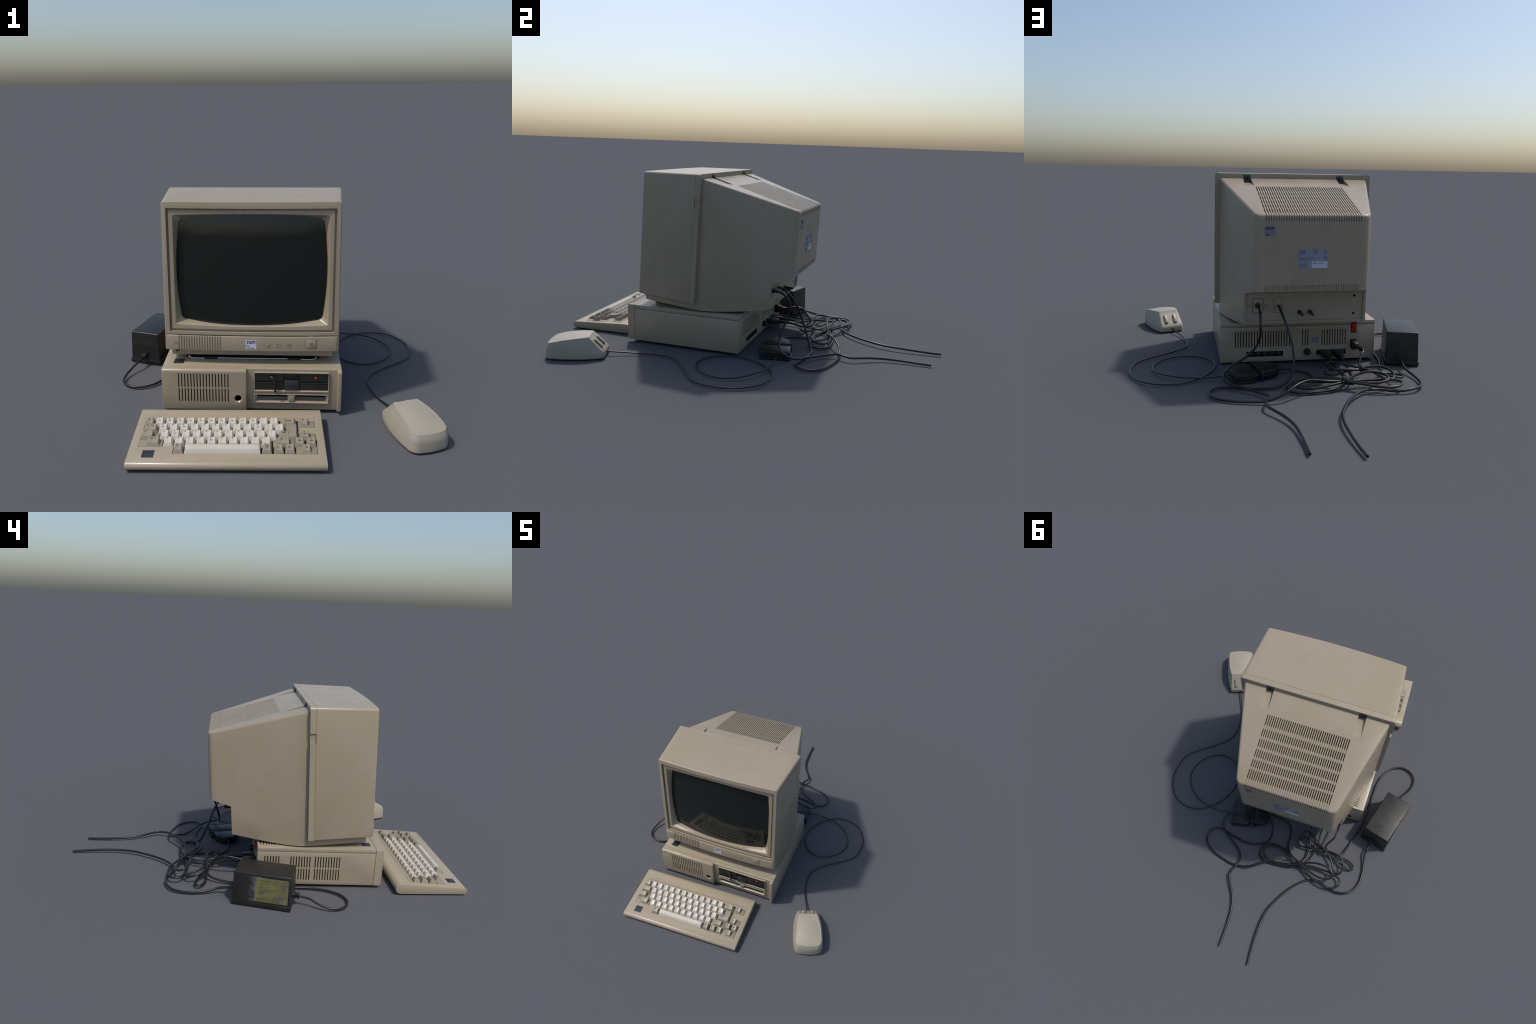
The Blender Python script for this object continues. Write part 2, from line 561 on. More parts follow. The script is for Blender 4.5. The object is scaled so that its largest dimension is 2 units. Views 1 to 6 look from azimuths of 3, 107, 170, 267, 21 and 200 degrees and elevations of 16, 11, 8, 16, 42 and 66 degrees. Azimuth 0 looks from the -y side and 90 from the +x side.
hook = [(0.0005, -0.574, 0.1655), (0.0070, -0.579, 0.1670), (0.0140, -0.581, 0.1635), (0.0180, -0.582, 0.1530),
        (0.0192, -0.582, 0.135), (0.0197, -0.582, 0.117), (0.0215, -0.580, 0.1020)]
obj("latch_lever", tube_mesh(hook, 0.0052, 10), drive, True, M_DRIVE)
led = bpy.data.meshes.new("led")
bm = bmesh.new()
bmesh.ops.create_uvsphere(bm, u_segments=16, v_segments=10, radius=0.0044)
bm.to_mesh(led); bm.free()
led.transform(Matrix.Translation((0.1892, -0.5705, 0.1630)))
obj("indicator_lamp", led, drive, True, M_LED)
Mf = frame((0.1990, -0.5706, 0.1169), (1, 0, 0), (0, 0, 1), (0, -1, 0))
obj("embossed_logo", slab_letters(0.0135, Mf, 0.0008), drive, True, M_FLAP, None)

# cartridge slots
obj("cartridge_frame", frame_rim(-0.0670, 0.2442, 0.0458, 0.0876, 0.0130, 0.0070, RECESS + 0.001, -0.5745, 0.009), pc, True, M_BEIGE, 20)
div = hexa([(0.0700, -0.560, 0.0500), (0.1075, -0.560, 0.0500), (0.1075, -0.560, 0.0835), (0.0700, -0.560, 0.0835)],
           [(0.0775, -0.5738, 0.0495), (0.1000, -0.5738, 0.0495), (0.1000, -0.5738, 0.0830), (0.0775, -0.5738, 0.0830)])
bevel(div, 0.0015, 2)
obj("cartridge_divider", div, pc, True, M_BEIGE)
M_SHADE = plain("dark_cartridge_door", (0.10, 0.088, 0.070), 0.55)
doors = [hexa([(x0, -0.5650, 0.0520), (x1, -0.5650, 0.0520), (x1, -0.5590, 0.0690), (x0, -0.5590, 0.0690)],
              [(x0, -0.5550, 0.0520), (x1, -0.5550, 0.0520), (x1, -0.5550, 0.0690), (x0, -0.5550, 0.0690)])
         for x0, x1 in ((-0.0540, 0.0700), (0.1075, 0.2310))]
for d_ in doors:
    obj("cartridge_door", d_, pc, True, M_SHADE)

# badge on the lid, feet
obj("lid_badge", box_mesh(-0.4115, -0.3680, -0.5305, -0.4875, PCZ1 - 0.001, PCZ1 + 0.0008, 0.0004, 1), pc, True, M_BADGE)
for x in (-0.40, 0.243):
    for y in (-0.50, -0.03):
        obj("rubber_foot", cyl_mesh((x, y, 0.0), (x, y, 0.0135), 0.014, 0.016), pc, True, M_BLACK)

# rear fittings
obj("rear_label", box_mesh(-0.1737, -0.1402, 0.0296, 0.0308, 0.098, 0.1227), pc, True,
    plain("grey_label", (0.15, 0.155, 0.18), 0.5))
sw = obj("power_switch", box_mesh(-0.3600, -0.3330, 0.013, 0.0318, 0.141, 0.1912, 0.001, 1), pc, True, M_BLACK)
rk = hexa([(-0.3570, 0.026, 0.1455), (-0.3360, 0.026, 0.1455), (-0.3360, 0.026, 0.188), (-0.3570, 0.026, 0.188)],
          [(-0.3570, 0.0345, 0.1470), (-0.3360, 0.0345, 0.1470), (-0.3360, 0.0415, 0.187), (-0.3570, 0.0415, 0.187)])
bevel(rk, 0.0015, 2)
obj("rocker", rk, sw, True, M_RED)
kn = join([cyl_mesh((-0.1180, 0.029, 0.0548), (-0.1180, 0.047, 0.0548), 0.0168, 0.0155, 28),
           cyl_mesh((-0.1180, 0.047, 0.0548), (-0.1180, 0.051, 0.0548), 0.0090, 0.0085, 20),
           box_mesh(-0.1195, -0.1165, 0.046, 0.0505, 0.042, 0.068)])
obj("adjuster_knob", kn, pc, True, M_BLACK)
ports = []
for i in range(5):
    x = 0.016 + i * 0.0335
    ports.append(box_mesh(x - 0.012, x + 0.012, 0.012, 0.0235, 0.0400, 0.0585, 0.001, 1))
for i in range(5):
    x = -0.176 - i * 0.030
    ports.append(box_mesh(x - 0.011, x + 0.011, 0.012, 0.0215, 0.0400, 0.0580, 0.001, 1))
obj("port_socket", join(ports), pc, True, plain("dark_socket_plastic", (0.016, 0.018, 0.022), 0.5), kind="stuff")
obj("socket_contact", box_mesh(-0.3440, -0.3325, 0.012, 0.0295, 0.0550, 0.0665), pc, True, M_BRASS)

# ===================================================================== MONITOR
mon = thing("computer_monitor", (CX, -0.15, PCZ1), 0.0,
            "tall beige cathode ray tube monitor with dark screen", "monitor")

def front_y(z):                              # front plane leans back
    return -0.5245 + (z - 0.2645) * (0.5245 - 0.494) / (0.8885 - 0.2645)

TILT = Vector((0, front_y(1) - front_y(0), 1)).normalized()       # up along the face
NRM = Vector((0, -TILT.z, TILT.y))                                # outward normal of face

def onface(x, z, depth=0.0):
    """Point on front plane at height z, pushed inward by depth."""
    return Vector((CX + x, front_y(z), z)) - NRM * depth

BOW = 0.0125                                 # whole front is bowed forward in plan
def bow(me):
    for v in me.vertices:
        w = max(0.0, min(1.0, (-0.26 - v.co.y) / 0.22))
        q = (v.co.x - CX) / 0.361
        v.co.y -= BOW * w * max(0.0, 1 - q * q)
    me.update()
    return me
def slice_x(me, x0, x1, n):
    bm = bmesh.new(); bm.from_mesh(me)
    for i in range(1, n):
        bmesh.ops.bisect_plane(bm, geom=bm.verts[:] + bm.edges[:] + bm.faces[:], dist=1e-6,
                               plane_co=(x0 + (x1 - x0) * i / n, 0, 0), plane_no=(1, 0, 0))
    bm.to_mesh(me); bm.free()
    return me
FR = [(-0.3625, 0.2635), (0.3625, 0.2635), (0.3600, 0.8916), (-0.3600, 0.8916)]
F = [onface(x, z, -0.0025) for x, z in FR]
B = [Vector((CX - 0.3880, -0.2082, 0.2455)), Vector((CX + 0.3880, -0.2082, 0.2455)),
     Vector((CX + 0.3880, -0.1760, 0.8924)), Vector((CX - 0.3880, -0.1760, 0.8924))]
S1 = [a.lerp(b, 0.908) for a, b in zip(F, B)]
S2 = [a.lerp(b, 0.911) for a, b in zip(F, B)]
def is_long(a, b):
    return abs(a.y - b.y) > 0.1
def top_or_side(a, b):
    return is_long(a, b)
# front shell
shell = hexa(F, S1)
bevel(shell, 0.013, 5, lambda a, b: is_long(a, b) and a.z > 0.5)
bevel(shell, 0.004, 3, lambda a, b: is_long(a, b) and a.z < 0.5)
bevel(shell, 0.0048, 3, lambda a, b: max(a.y - front_y(a.z), b.y - front_y(b.z)) < -0.0015)
K, I = [], []
def face_box(x0, x1, z0, z1, d0, d1, m=0):
    add(hexa([onface(x0, z0, d0), onface(x1, z0, d0), onface(x1, z1, d0), onface(x0, z1, d0)],
             [onface(x0, z0, d1), onface(x1, z0, d1), onface(x1, z1, d1), onface(x0, z1, d1)]), m)
face_box(-0.3415, 0.3415, 0.3465, 0.8636, -0.02, 0.075)
face_box(-0.40, 0.40, 0.3305, 0.3350, -0.02, 0.0035)
shell = bow(cut(slice_x(shell, CX - 0.37, CX + 0.37, 20), K, [M_BEIGE], I))
obj("front_bezel", shell, mon, True, smooth=32)
# rear collar of bezel with two hand notches
collar = hexa(S2, B)
bevel(collar, 0.0125, 5, lambda a, b: abs(a.y - b.y) > 0.015 and a.z > 0.5)
K, I = [], []
for s in (-1, 1):
    add(box_mesh(CX + s * 0.381 - 0.012 + s * 0.012, CX + s * 0.381 + 0.012 + s * 0.012, -0.2120, -0.16, 0.7255, 0.7700), 0)
    xs = 0.1545 if s > 0 else -0.3095
    add(box_mesh(xs - 0.0175, xs + 0.0175, -0.185, -0.15, 0.850, 0.8845), 1)
collar = cut(collar, K, [M_BEIGE, M_HOLE], I)
bevel_ok = True
obj("bezel_collar", collar, mon, True, smooth=32)

# lower control panel
def face_hexa(x0, x1, z0, z1, d0, d1):
    return hexa([onface(x0, z0, d0), onface(x1, z0, d0), onface(x1, z1, d0), onface(x0, z1, d0)],
                [onface(x0, z0, d1), onface(x1, z0, d1), onface(x1, z1, d1), onface(x0, z1, d1)])
cp = face_hexa(-0.3545, 0.3545, 0.2655, 0.3305, 0.010, -0.0055)
bevel(cp, 0.0035, 3, lambda a, b: (a.y - front_y(a.z)) < 0 and (b.y - front_y(b.z)) < 0)
K, I = [], []
for i in range(17):
    x = -0.3030 + i * 0.01085
    face_box(x - 0.0024, x + 0.0024, 0.255, 0.3350, -0.02, 0.0022, 0)
for i in range(3, 14):
    x = -0.3030 + i * 0.01085
    face_box(x - 0.0023, x + 0.0023, 0.2720, 0.2962, -0.02, 0.0085, 1)
    face_box(x - 0.0023, x + 0.0023, 0.2982, 0.3235, -0.02, 0.0085, 1)
face_box(0.2245, 0.2700, 0.2795, 0.3203, -0.02, 0.002, 0)
cp = bow(cut(slice_x(cp, CX - 0.37, CX + 0.37, 20), K, [M_BEIGE, M_HOLE], I))
control = obj("control_panel", cp, mon, True, smooth=32)
pb = face_hexa(0.2258, 0.2687, 0.2808, 0.3190, 0.004, -0.0078)
bevel(pb, 0.0016, 2)
obj("power_button", bow(pb), control, True, M_BEIGE)
def on_panel(x, z, d):
    return frame(onface(x, z, d), (1, 0, 0), TILT, NRM)
M_EMB = plain("relief_darkened_plastic", (0.20, 0.168, 0.125), 0.4)  # beige darkened so the embossing's light and shade reads
sym = []
def ring(x, z, r, w, d, a0=0, a1=360, n=24):
    pts = []
    M = on_panel(x, z, d)
    steps = max(4, int(n * (a1 - a0) / 360))
    for i in range(steps + 1):
        a = math.radians(a0 + (a1 - a0) * i / steps)
        pts.append(M @ Vector((math.cos(a) * r, math.sin(a) * r, 0)))
    return tube_mesh(pts, w, 6, raw=True)
sym.append(ring(0.1127, 0.2950, 0.0075, 0.0013, -0.0056))
sym.append(ring(0.1565, 0.2955, 0.0045, 0.0013, -0.0056))
for k in range(8):
    a = k * math.pi / 4
    M = on_panel(0.1565, 0.2955, -0.0056)
    sym.append(tube_mesh([M @ Vector((math.cos(a) * q, math.sin(a) * q, 0)) for q in (0.0068, 0.0095)], 0.0013, 6, raw=True))
M = on_panel(0.0688, 0.2935, -0.0056)
tri = [Vector((-0.010, -0.005, 0)), Vector((0.008, -0.005, 0)), Vector((0.009, 0.0065, 0)), Vector((-0.010, -0.005, 0))]
sym.append(tube_mesh([M @ p for p in tri], 0.0013, 6, raw=True))
sym.append(tube_mesh([M @ Vector(p) for p in ((0.002, -0.004, 0), (0.0035, 0.002, 0))], 0.0013, 6, raw=True))
sym.append(ring(0.2478, 0.2988, 0.0070, 0.0013, -0.0080))
M = on_panel(0.2478, 0.2988, -0.0080)
sym.append(tube_mesh([M @ Vector((0, q, 0)) for q in (-0.003, 0.0035)], 0.0013, 6, raw=True))
M = on_panel(-0.3180, 0.2950, -0.0056)
hp = [(-0.005, -0.006, 0), (-0.005, 0.004, 0), (0, 0.0065, 0), (0.005, 0.004, 0), (0.005, -0.006, 0)]
sym.append(tube_mesh([M @ Vector(p) for p in hp], 0.0013, 6, raw=True))
obj("control_symbol", bow(join(sym)), control, True, M_EMB, kind="stuff")
obj("panel_lamp", bow(face_hexa(0.2405, 0.2540, 0.3312, 0.3345, 0.004, 0.0006)), control, True, M_CLEAR)
fl = obj("front_label", bow(face_hexa(-0.0240, 0.0207, 0.2755, 0.3158, 0.001, -0.0063)), control, True, M_SILVER)
ink = [slab_letters(0.0120, on_panel(-0.0016, 0.3068, -0.0064), 0.0003),
       text_mesh("PCjr", 0.0070, on_panel(-0.0210, 0.2900, -0.0064), "LEFT", bold=0.0001),
       text_mesh("Color Display", 0.0058, on_panel(-0.0210, 0.2810, -0.0064), "LEFT", bold=0.0001)]
obj("label_print", bow(join(ink)), fl, True, M_INK, None)

# inner frame and screen
def ring_pts(hx, hz, zc, bul_x, bul_z, r, depth, ns=14, nc=8):
    """Closed rounded outline with bulging sides, on the leaning face plane."""
    pts = []
    sides = [((1, 0), (0, 1)), ((0, 1), (-1, 0)), ((-1, 0), (0, -1)), ((0, -1), (1, 0))]
    for (nx, nz), (tx, tz) in sides:
        h = hx if nx else hz
        L = (hz if nx else hx) - r
        bul = bul_x if nx else bul_z
        for i in range(ns):
            s = -1 + 2 * i / (ns - 1)
            off = h + bul * (1 - s * s)
            pts.append((nx * off + tx * L * s, nz * off + tz * L * s))
        cxx, czz = (nx + tx), (nz + tz)
        ccx, ccz = cxx * (hx - r), czz * (hz - r)
        a0 = math.atan2(nz, nx)
        for i in range(1, nc):
            a = a0 + math.pi / 2 * i / nc
            pts.append((ccx + r * math.cos(a), ccz + r * math.sin(a)))
    return [onface(x, zc + z, depth) for x, z in pts]

def loft(rings, close_last=False):
    n = len(rings[0])
    v = [p for r in rings for p in r]
    fc = []
    for i in range(len(rings) - 1):
        for k in range(n):
            k2 = (k + 1) % n
            fc.append((i * n + k, i * n + k2, (i + 1) * n + k2, (i + 1) * n + k))
    if close_last:
        fc.append(tuple((len(rings) - 1) * n + k for k in range(n)))
    return mesh_from(v, fc)

ZI = 0.6066
rings = [ring_pts(0.3430, 0.2600, ZI - 0.0015, 0, 0, 0.004, 0.0115),
         ring_pts(0.3336, 0.2500, ZI, 0, 0, 0.004, 0.0115),
         ring_pts(0.3336, 0.2500, ZI, 0, 0, 0.004, 0.0055),
         ring_pts(0.3322, 0.2486, ZI, 0, 0, 0.004, 0.0035),
         ring_pts(0.3165, 0.2300, ZI - 0.0006, 0.0005, 0.006, 0.007, 0.0045),
         ring_pts(0.3150, 0.2282, ZI - 0.0006, 0.0005, 0.006, 0.008, 0.0065),
         ring_pts(0.2965, 0.2150, 0.6040, 0.0135, 0.0175, 0.024, 0.0335),
         ring_pts(0.2960, 0.2145, 0.6040, 0.0135, 0.0175, 0.024, 0.0520)]
inner = recalc(loft(rings))
obj("inner_frame", bow(inner), mon, True, M_BEIGE, 28)
base = ring_pts(0.2975, 0.2160, 0.6040, 0.0135, 0.0175, 0.024, 0.0)
cen = onface(0, 0.604)
rr = []
for k in range(25):
    f = 1.012 * (1 - k / 24.5)
    rr.append([cen + (p - cen) * f - NRM * (0.0065 + ((p - cen) * f).length_squared / 3.9) for p in base])
scr = recalc(loft(rr, True))
for p in scr.polygons:
    if p.normal.y > 0:
        p.flip()
obj("screen", bow(scr), mon, True, M_SCREEN, 60)
# shadowy back wall of cavity
obj("tube_mask", face_hexa(-0.336, 0.336, 0.352, 0.858, 0.0745, 0.060), mon, True, M_HOLE)

# tapered rear housing: side profile given (y,z), half width depends on y
PROFILE = [(-0.400, 0.8600), (-0.172, 0.8690), (0.2865, 0.7280), (0.2700, 0.3985), (0.1640, 0.3722),
           (0.1545, 0.2295), (0.090, 0.2228), (0.030, 0.2170), (-0.030, 0.2118), (-0.100, 0.2082),
           (-0.160, 0.2086), (-0.2258, 0.2105), (-0.300, 0.2150), (-0.360, 0.2192), (-0.430, 0.2240),
           (-0.4985, 0.2295), (-0.4985, 0.2620), (-0.400, 0.2640)]
def half(y):
    return 0.3655 - 0.2550 * (y + 0.172) if y > -0.172 else 0.3655 + 0.078 * (y + 0.172)
hm = prism_mesh(PROFILE, "x", -1, 1)
bm = bmesh.new(); bm.from_mesh(hm)
bmesh.ops.bisect_plane(bm, geom=bm.verts[:] + bm.edges[:] + bm.faces[:], plane_co=(0, -0.172, 0), plane_no=(0, 1, 0))
for v in bm.verts:
    v.co.x = CX + math.copysign(half(v.co.y), v.co.x)
bm.to_mesh(hm); bm.free()
def vertical_back(a, b):
    return abs(a.z - b.z) > 0.2 and min(a.y, b.y) > 0.26
bevel(hm, 0.024, 6, vertical_back)
def slope_rim(a, b):
    up = min(a.z, b.z) > 0.72
    alongslope = abs(a.y - b.y) > 0.3 and max(a.y, b.y) > 0.2 and min(abs(a.x - CX), abs(b.x - CX)) > 0.2
    back = min(a.y, b.y) > 0.25
    return up and (alongslope or back)
bevel(hm, 0.011, 4, slope_rim)
def belly(a, b):
    return min(a.z, b.z) < 0.3 and max(a.z, b.z) < 0.24 and a.x * 0 == 0 and abs(a.x - b.x) < 0.05 and abs(a.y - b.y) > 0.02
bevel(hm, 0.005, 3, belly)
K, I = [], []
SD = Vector((0, 0.2865 + 0.172, 0.7280 - 0.8690)).normalized()       # down the slope
SN = Vector((0, -SD.z, SD.y))                                        # slope normal (up/back)
def slope_pt(x, y, d):
    z = 0.8690 + (y + 0.172) * (0.7280 - 0.8690) / (0.2865 + 0.172)
    return Vector((x, y, z)) - SN * d
def slope_box(x0, x1, y0, y1, d0, d1, m):
    add(hexa([slope_pt(x0, y0, d0), slope_pt(x1, y0, d0), slope_pt(x1, y1, d0), slope_pt(x0, y1, d0)],
             [slope_pt(x0, y0, d1), slope_pt(x1, y0, d1), slope_pt(x1, y1, d1), slope_pt(x0, y1, d1)]), m)
NCOL = 39
XS = [0.1250 - i * (0.1250 + 0.2845) / (NCOL - 1) for i in range(NCOL)]
VROWS = [(-0.0540, -0.0060), (0.0130, 0.0480), (0.0625, 0.0985), (0.1125, 0.1480), (0.1610, 0.1960), (0.2085, 0.2520)]
for x in XS:
    slope_box(x - 0.0026, x + 0.0026, -0.0560, 0.3100, -0.01, 0.0034, 0)      # shallow groove
    add(box_mesh(x - 0.0026, x + 0.0026, 0.2805, 0.30, 0.7015, 0.7350), 0)     # over the edge
    add(box_mesh(x - 0.0024, x + 0.0024, 0.2668, 0.29, 0.3900, 0.4265), 0)     # lower ribs
    for y0, y1 in VROWS:
        slope_box(x - 0.0023, x + 0.0023, y0, y1, -0.01, 0.020, 0)
for xs in (0.1545, -0.3095):                                        # screw pockets
    w = 0.0180
    pk = [Vector((xs - w, -0.20, 0.8520)), Vector((xs + w, -0.20, 0.8520)), Vector((xs + w, -0.20, 0.92)), Vector((xs - w, -0.20, 0.92))]
    e = 0.0220
    pq = [Vector((xs - e, -0.074, 0.8388)), Vector((xs + e, -0.074, 0.8388)), Vector((xs + e, -0.074, 0.92)), Vector((xs - e, -0.074, 0.92))]
    add(hexa(pk, pq), 0)
add(hexa([(-0.3460, 0.1475, 0.2410), (0.1930, 0.1475, 0.2410), (0.1930, 0.1475 + 0.0085, 0.3706), (-0.3460, 0.1475 + 0.0085, 0.3706)],
         [(-0.3520, 0.20, 0.2410), (0.1990, 0.20, 0.2410), (0.1990, 0.20, 0.3706), (-0.3520, 0.20, 0.3706)]), 0)
CAVITY = [(-0.165, 0.8300), (-0.062, 0.8262), (0.2780, 0.7225), (0.2630, 0.4060), (0.1400, 0.3780), (0.1380, 0.2360), (0.0300, 0.2240),
          (-0.1000, 0.2150), (-0.165, 0.2160)]
cav = prism_mesh(CAVITY, "x", -1, 1)
for v in cav.vertices:
    v.co.x = CX + math.copysign(half(v.co.y) - 0.007, v.co.x)
add(cav, 1)
housing = cut(hm, K, [M_BEIGE, M_HOLE], I)
house = obj("rear_housing", housing, mon, True, smooth=32)
# screw sockets in pockets
for xs in (0.1545, -0.3095):
    sk = join([box_mesh(xs - 0.0172, xs + 0.0172, -0.190, -0.1735, 0.8515, 0.8840),
               tube_mesh([(xs + 0.0115 * math.cos(a * math.pi / 10), -0.1732, 0.8685 + 0.0115 * math.sin(a * math.pi / 10)) for a in range(21)], 0.0014, 6, raw=True)])
    obj("screw_socket", sk, house, True, M_BADGE)
    obj("screw_hole", cyl_mesh((xs, -0.18, 0.8685), (xs, -0.1728, 0.8685), 0.0058), house, True, M_HOLE)

# recessed rear connector plate
def rear_y(z):
    return 0.1475 + (z - 0.241) * 0.0085 / 0.1296
plate = []
def plate_loop(x0, x1, z0, z1, r, w, bow=0.0):
    P = []
    nseg = 5
    for (cx_, cz_, a0) in ((x1 - r, z1 - r, 0), (x0 + r, z1 - r, 90), (x0 + r, z0 + r, 180), (x1 - r, z0 + r, 270)):
        for k in range(nseg + 1):
            a = math.radians(a0 + 90 * k / nseg)
            x, z = cx_ + r * math.cos(a), cz_ + r * math.sin(a)
            P.append((x, rear_y(z), z))
    P.append(P[0])
    return tube_mesh(P, w, 6, raw=True)
conn = obj("connector_plate", join([plate_loop(0.1150, 0.1632, 0.2790, 0.3455, 0.005, 0.0011),
                                    plate_loop(0.0288, 0.0655, 0.2790, 0.3468, 0.005, 0.0008)]), mon, True, M_BADGE)
for x, z in ((0.1777, 0.3126), (0.0984, 0.3130)):
    obj("plate_screw", cyl_mesh((x, rear_y(z) - 0.001, z), (x, rear_y(z) + 0.002, z), 0.0062), conn, True, M_BLACK)
    obj("screw_slot", box_mesh(x - 0.0032, x + 0.0032, rear_y(z), rear_y(z) + 0.003, z - 0.0032, z + 0.0032), conn, True, M_STEEL)
for x, z in ((-0.3055, 0.3515), (-0.3045, 0.2681)):
    obj("plate_screw", cyl_mesh((x, rear_y(z) - 0.001, z), (x, rear_y(z) + 0.0012, z), 0.0060), conn, True, M_HOLE)
for x in (-0.0525, -0.1003):
    kb = join([cyl_mesh((x, 0.145, 0.2790), (x, 0.158, 0.2790), 0.0102, 0.0098),
               cyl_mesh((x, 0.158, 0.2790), (x - 0.004, 0.196, 0.2760), 0.0062, 0.0058)])
    obj("adjuster_knob", kb, conn, True, M_BLACK)
obj("cable_grommet", join([cyl_mesh((0.1392, 0.146, 0.3138), (0.1392, 0.160, 0.3138), 0.0128, 0.0118, 28),
                           cyl_mesh((0.1392, 0.160, 0.3138), (0.1390, 0.178, 0.3130), 0.0085, 0.0070, 20)]), conn, True, M_BLACK)

# stickers on the back face
BD = Vector((0, 0.2865 - 0.2700, 0.7280 - 0.3985)).normalized()
BN = Vector((0, BD.z, -BD.y))
def back_pt(x, z, d):
    return Vector((x, 0.2700 + (z - 0.3985) * (0.0165 / 0.3295), z)) + BN * d
def back_box(x0, x1, z0, z1, d0, d1):
    return hexa([back_pt(x0, z0, d0), back_pt(x1, z0, d0), back_pt(x1, z1, d0), back_pt(x0, z1, d0)],
                [back_pt(x0, z0, d1), back_pt(x1, z0, d1), back_pt(x1, z1, d1), back_pt(x0, z1, d1)])
def on_back(x, z, d):
    return frame(back_pt(x, z, d), (-1, 0, 0), BD, BN)
lg = obj("logo_label", back_box(0.0872, 0.1308, 0.6398, 0.6820, -0.001, 0.0006), mon, True, M_LOGO)
obj("label_print", join([slab_letters(0.0125, on_back(0.1090, 0.6715, 0.0006)),
                         text_mesh("4863", 0.0085, on_back(0.1275, 0.6440, 0.0007), "LEFT", bold=0.0002)]), lg, True, M_INK, None)
rl = obj("rating_label", back_box(-0.1455, -0.0141, 0.4995, 0.5840, -0.001, 0.0006), mon, True, M_LABEL)
obj("service_sticker", back_box(-0.1440, -0.0740, 0.5010, 0.5300, 0.0, 0.0011), rl, True, M_WHITE)
ink = [slab_letters(0.0095, on_back(-0.0310, 0.5690, 0.0006)),
       text_mesh("Manufactured for", 0.0045, on_back(-0.0165, 0.5790, 0.0007), "LEFT"),
       text_mesh("Boca Raton, Fla.", 0.0045, on_back(-0.0165, 0.5605, 0.0007), "LEFT"),
       text_mesh("Model 4863", 0.0048, on_back(-0.0790, 0.5795, 0.0007), "LEFT"),
       text_mesh("Volts 120", 0.0048, on_back(-0.0790, 0.5740, 0.0007), "LEFT"),
       text_mesh("Amps 0.7", 0.0048, on_back(-0.0790, 0.5685, 0.0007), "LEFT"),
       text_mesh("60 Hz", 0.0048, on_back(-0.0790, 0.5630, 0.0007), "LEFT"),
       text_mesh("S/N", 0.0048, on_back(-0.0165, 0.5520, 0.0007), "LEFT"),
       text_mesh("CAUTION - HIGH VOLTAGE", 0.0046, on_back(-0.0230, 0.5430, 0.0007), "LEFT"),
       text_mesh("DO NOT OPEN", 0.0046, on_back(-0.0230, 0.5375, 0.0007), "LEFT"),
       text_mesh("LISTED", 0.0040, on_back(-0.1230, 0.5520, 0.0007), "LEFT"),
       text_mesh("UL", 0.0100, on_back(-0.1330, 0.5710, 0.0007)),
       text_mesh("SA", 0.0085, on_back(-0.1365, 0.5420, 0.0007))]
for i in range(3):
    ink.append(text_mesh("Complies with limits", 0.0044, on_back(-0.0165, 0.5175 - i * 0.0055, 0.0007), "LEFT"))
def back_line(x0, z0, x1, z1, w=0.0004):
    return tube_mesh([back_pt(x0, z0, 0.0007), back_pt(x1, z1, 0.0007)], w, 5, raw=True)
ink += [back_line(-0.0205, 0.5475, -0.0860, 0.5475), back_line(-0.0205, 0.5330, -0.0860, 0.5330),
        back_line(-0.0205, 0.5330, -0.0205, 0.5475), back_line(-0.0860, 0.5330, -0.0860, 0.5475),
        back_line(-0.0150, 0.5235, -0.0730, 0.5235)]
for cxx, czz, rad in ((-0.1330, 0.5712, 0.0078), (-0.1365, 0.5420, 0.0078)):
    ink.append(tube_mesh([back_pt(cxx + rad * math.cos(a * math.pi / 10), czz + rad * math.sin(a * math.pi / 10), 0.0007) for a in range(21)], 0.0006, 5, raw=True))
ink.append(text_mesh("4863 / 70 296", 0.0085, on_back(-0.0790, 0.5215, 0.0012), "LEFT"))
obj("label_print", join(ink), rl, True, plain("faded_label_ink", (0.07, 0.07, 0.10), 0.6), None)

# wire stand under the monitor's front, two rubber sleeves, headphone hole
wz, wy = 0.2066, -0.483
wire = [(CX - 0.2745, wy + 0.035, 0.2300), (CX - 0.2745, wy + 0.012, 0.2200), (CX - 0.2705, wy + 0.003, 0.2095), (CX - 0.2620, wy, wz), (CX - 0.13, wy, wz),
        (CX + 0.13, wy, wz), (CX + 0.2620, wy, wz), (CX + 0.2705, wy + 0.003, 0.2095), (CX + 0.2745, wy + 0.012, 0.2200), (CX + 0.2745, wy + 0.035, 0.2300)]
stand = obj("wire_stand", tube_mesh(wire, 0.0032, 12), mon, True, M_STEEL)
for s in (-1, 1):
    obj("rubber_sleeve", cyl_mesh((CX + s * 0.1500, wy, wz), (CX + s * 0.2065, wy, wz), 0.0054), stand, True, M_BLACK)
obj("headphone_hole", cyl_mesh((CX - 0.318, -0.4995, 0.2480), (CX - 0.318, -0.48, 0.2480), 0.0058), mon, True, M_HOLE)
obj("dark_underside_block", hexa([(CX - 0.285, -0.474, 0.2055), (CX + 0.285, -0.474, 0.2055), (CX + 0.22, -0.02, PCZ1 + 0.0005), (CX - 0.22, -0.02, PCZ1 + 0.0005)],
                          [(CX - 0.285, -0.474, 0.232), (CX + 0.285, -0.474, 0.232), (CX + 0.22, -0.02, 0.216), (CX - 0.22, -0.02, 0.216)]), mon, True, M_HOLE)

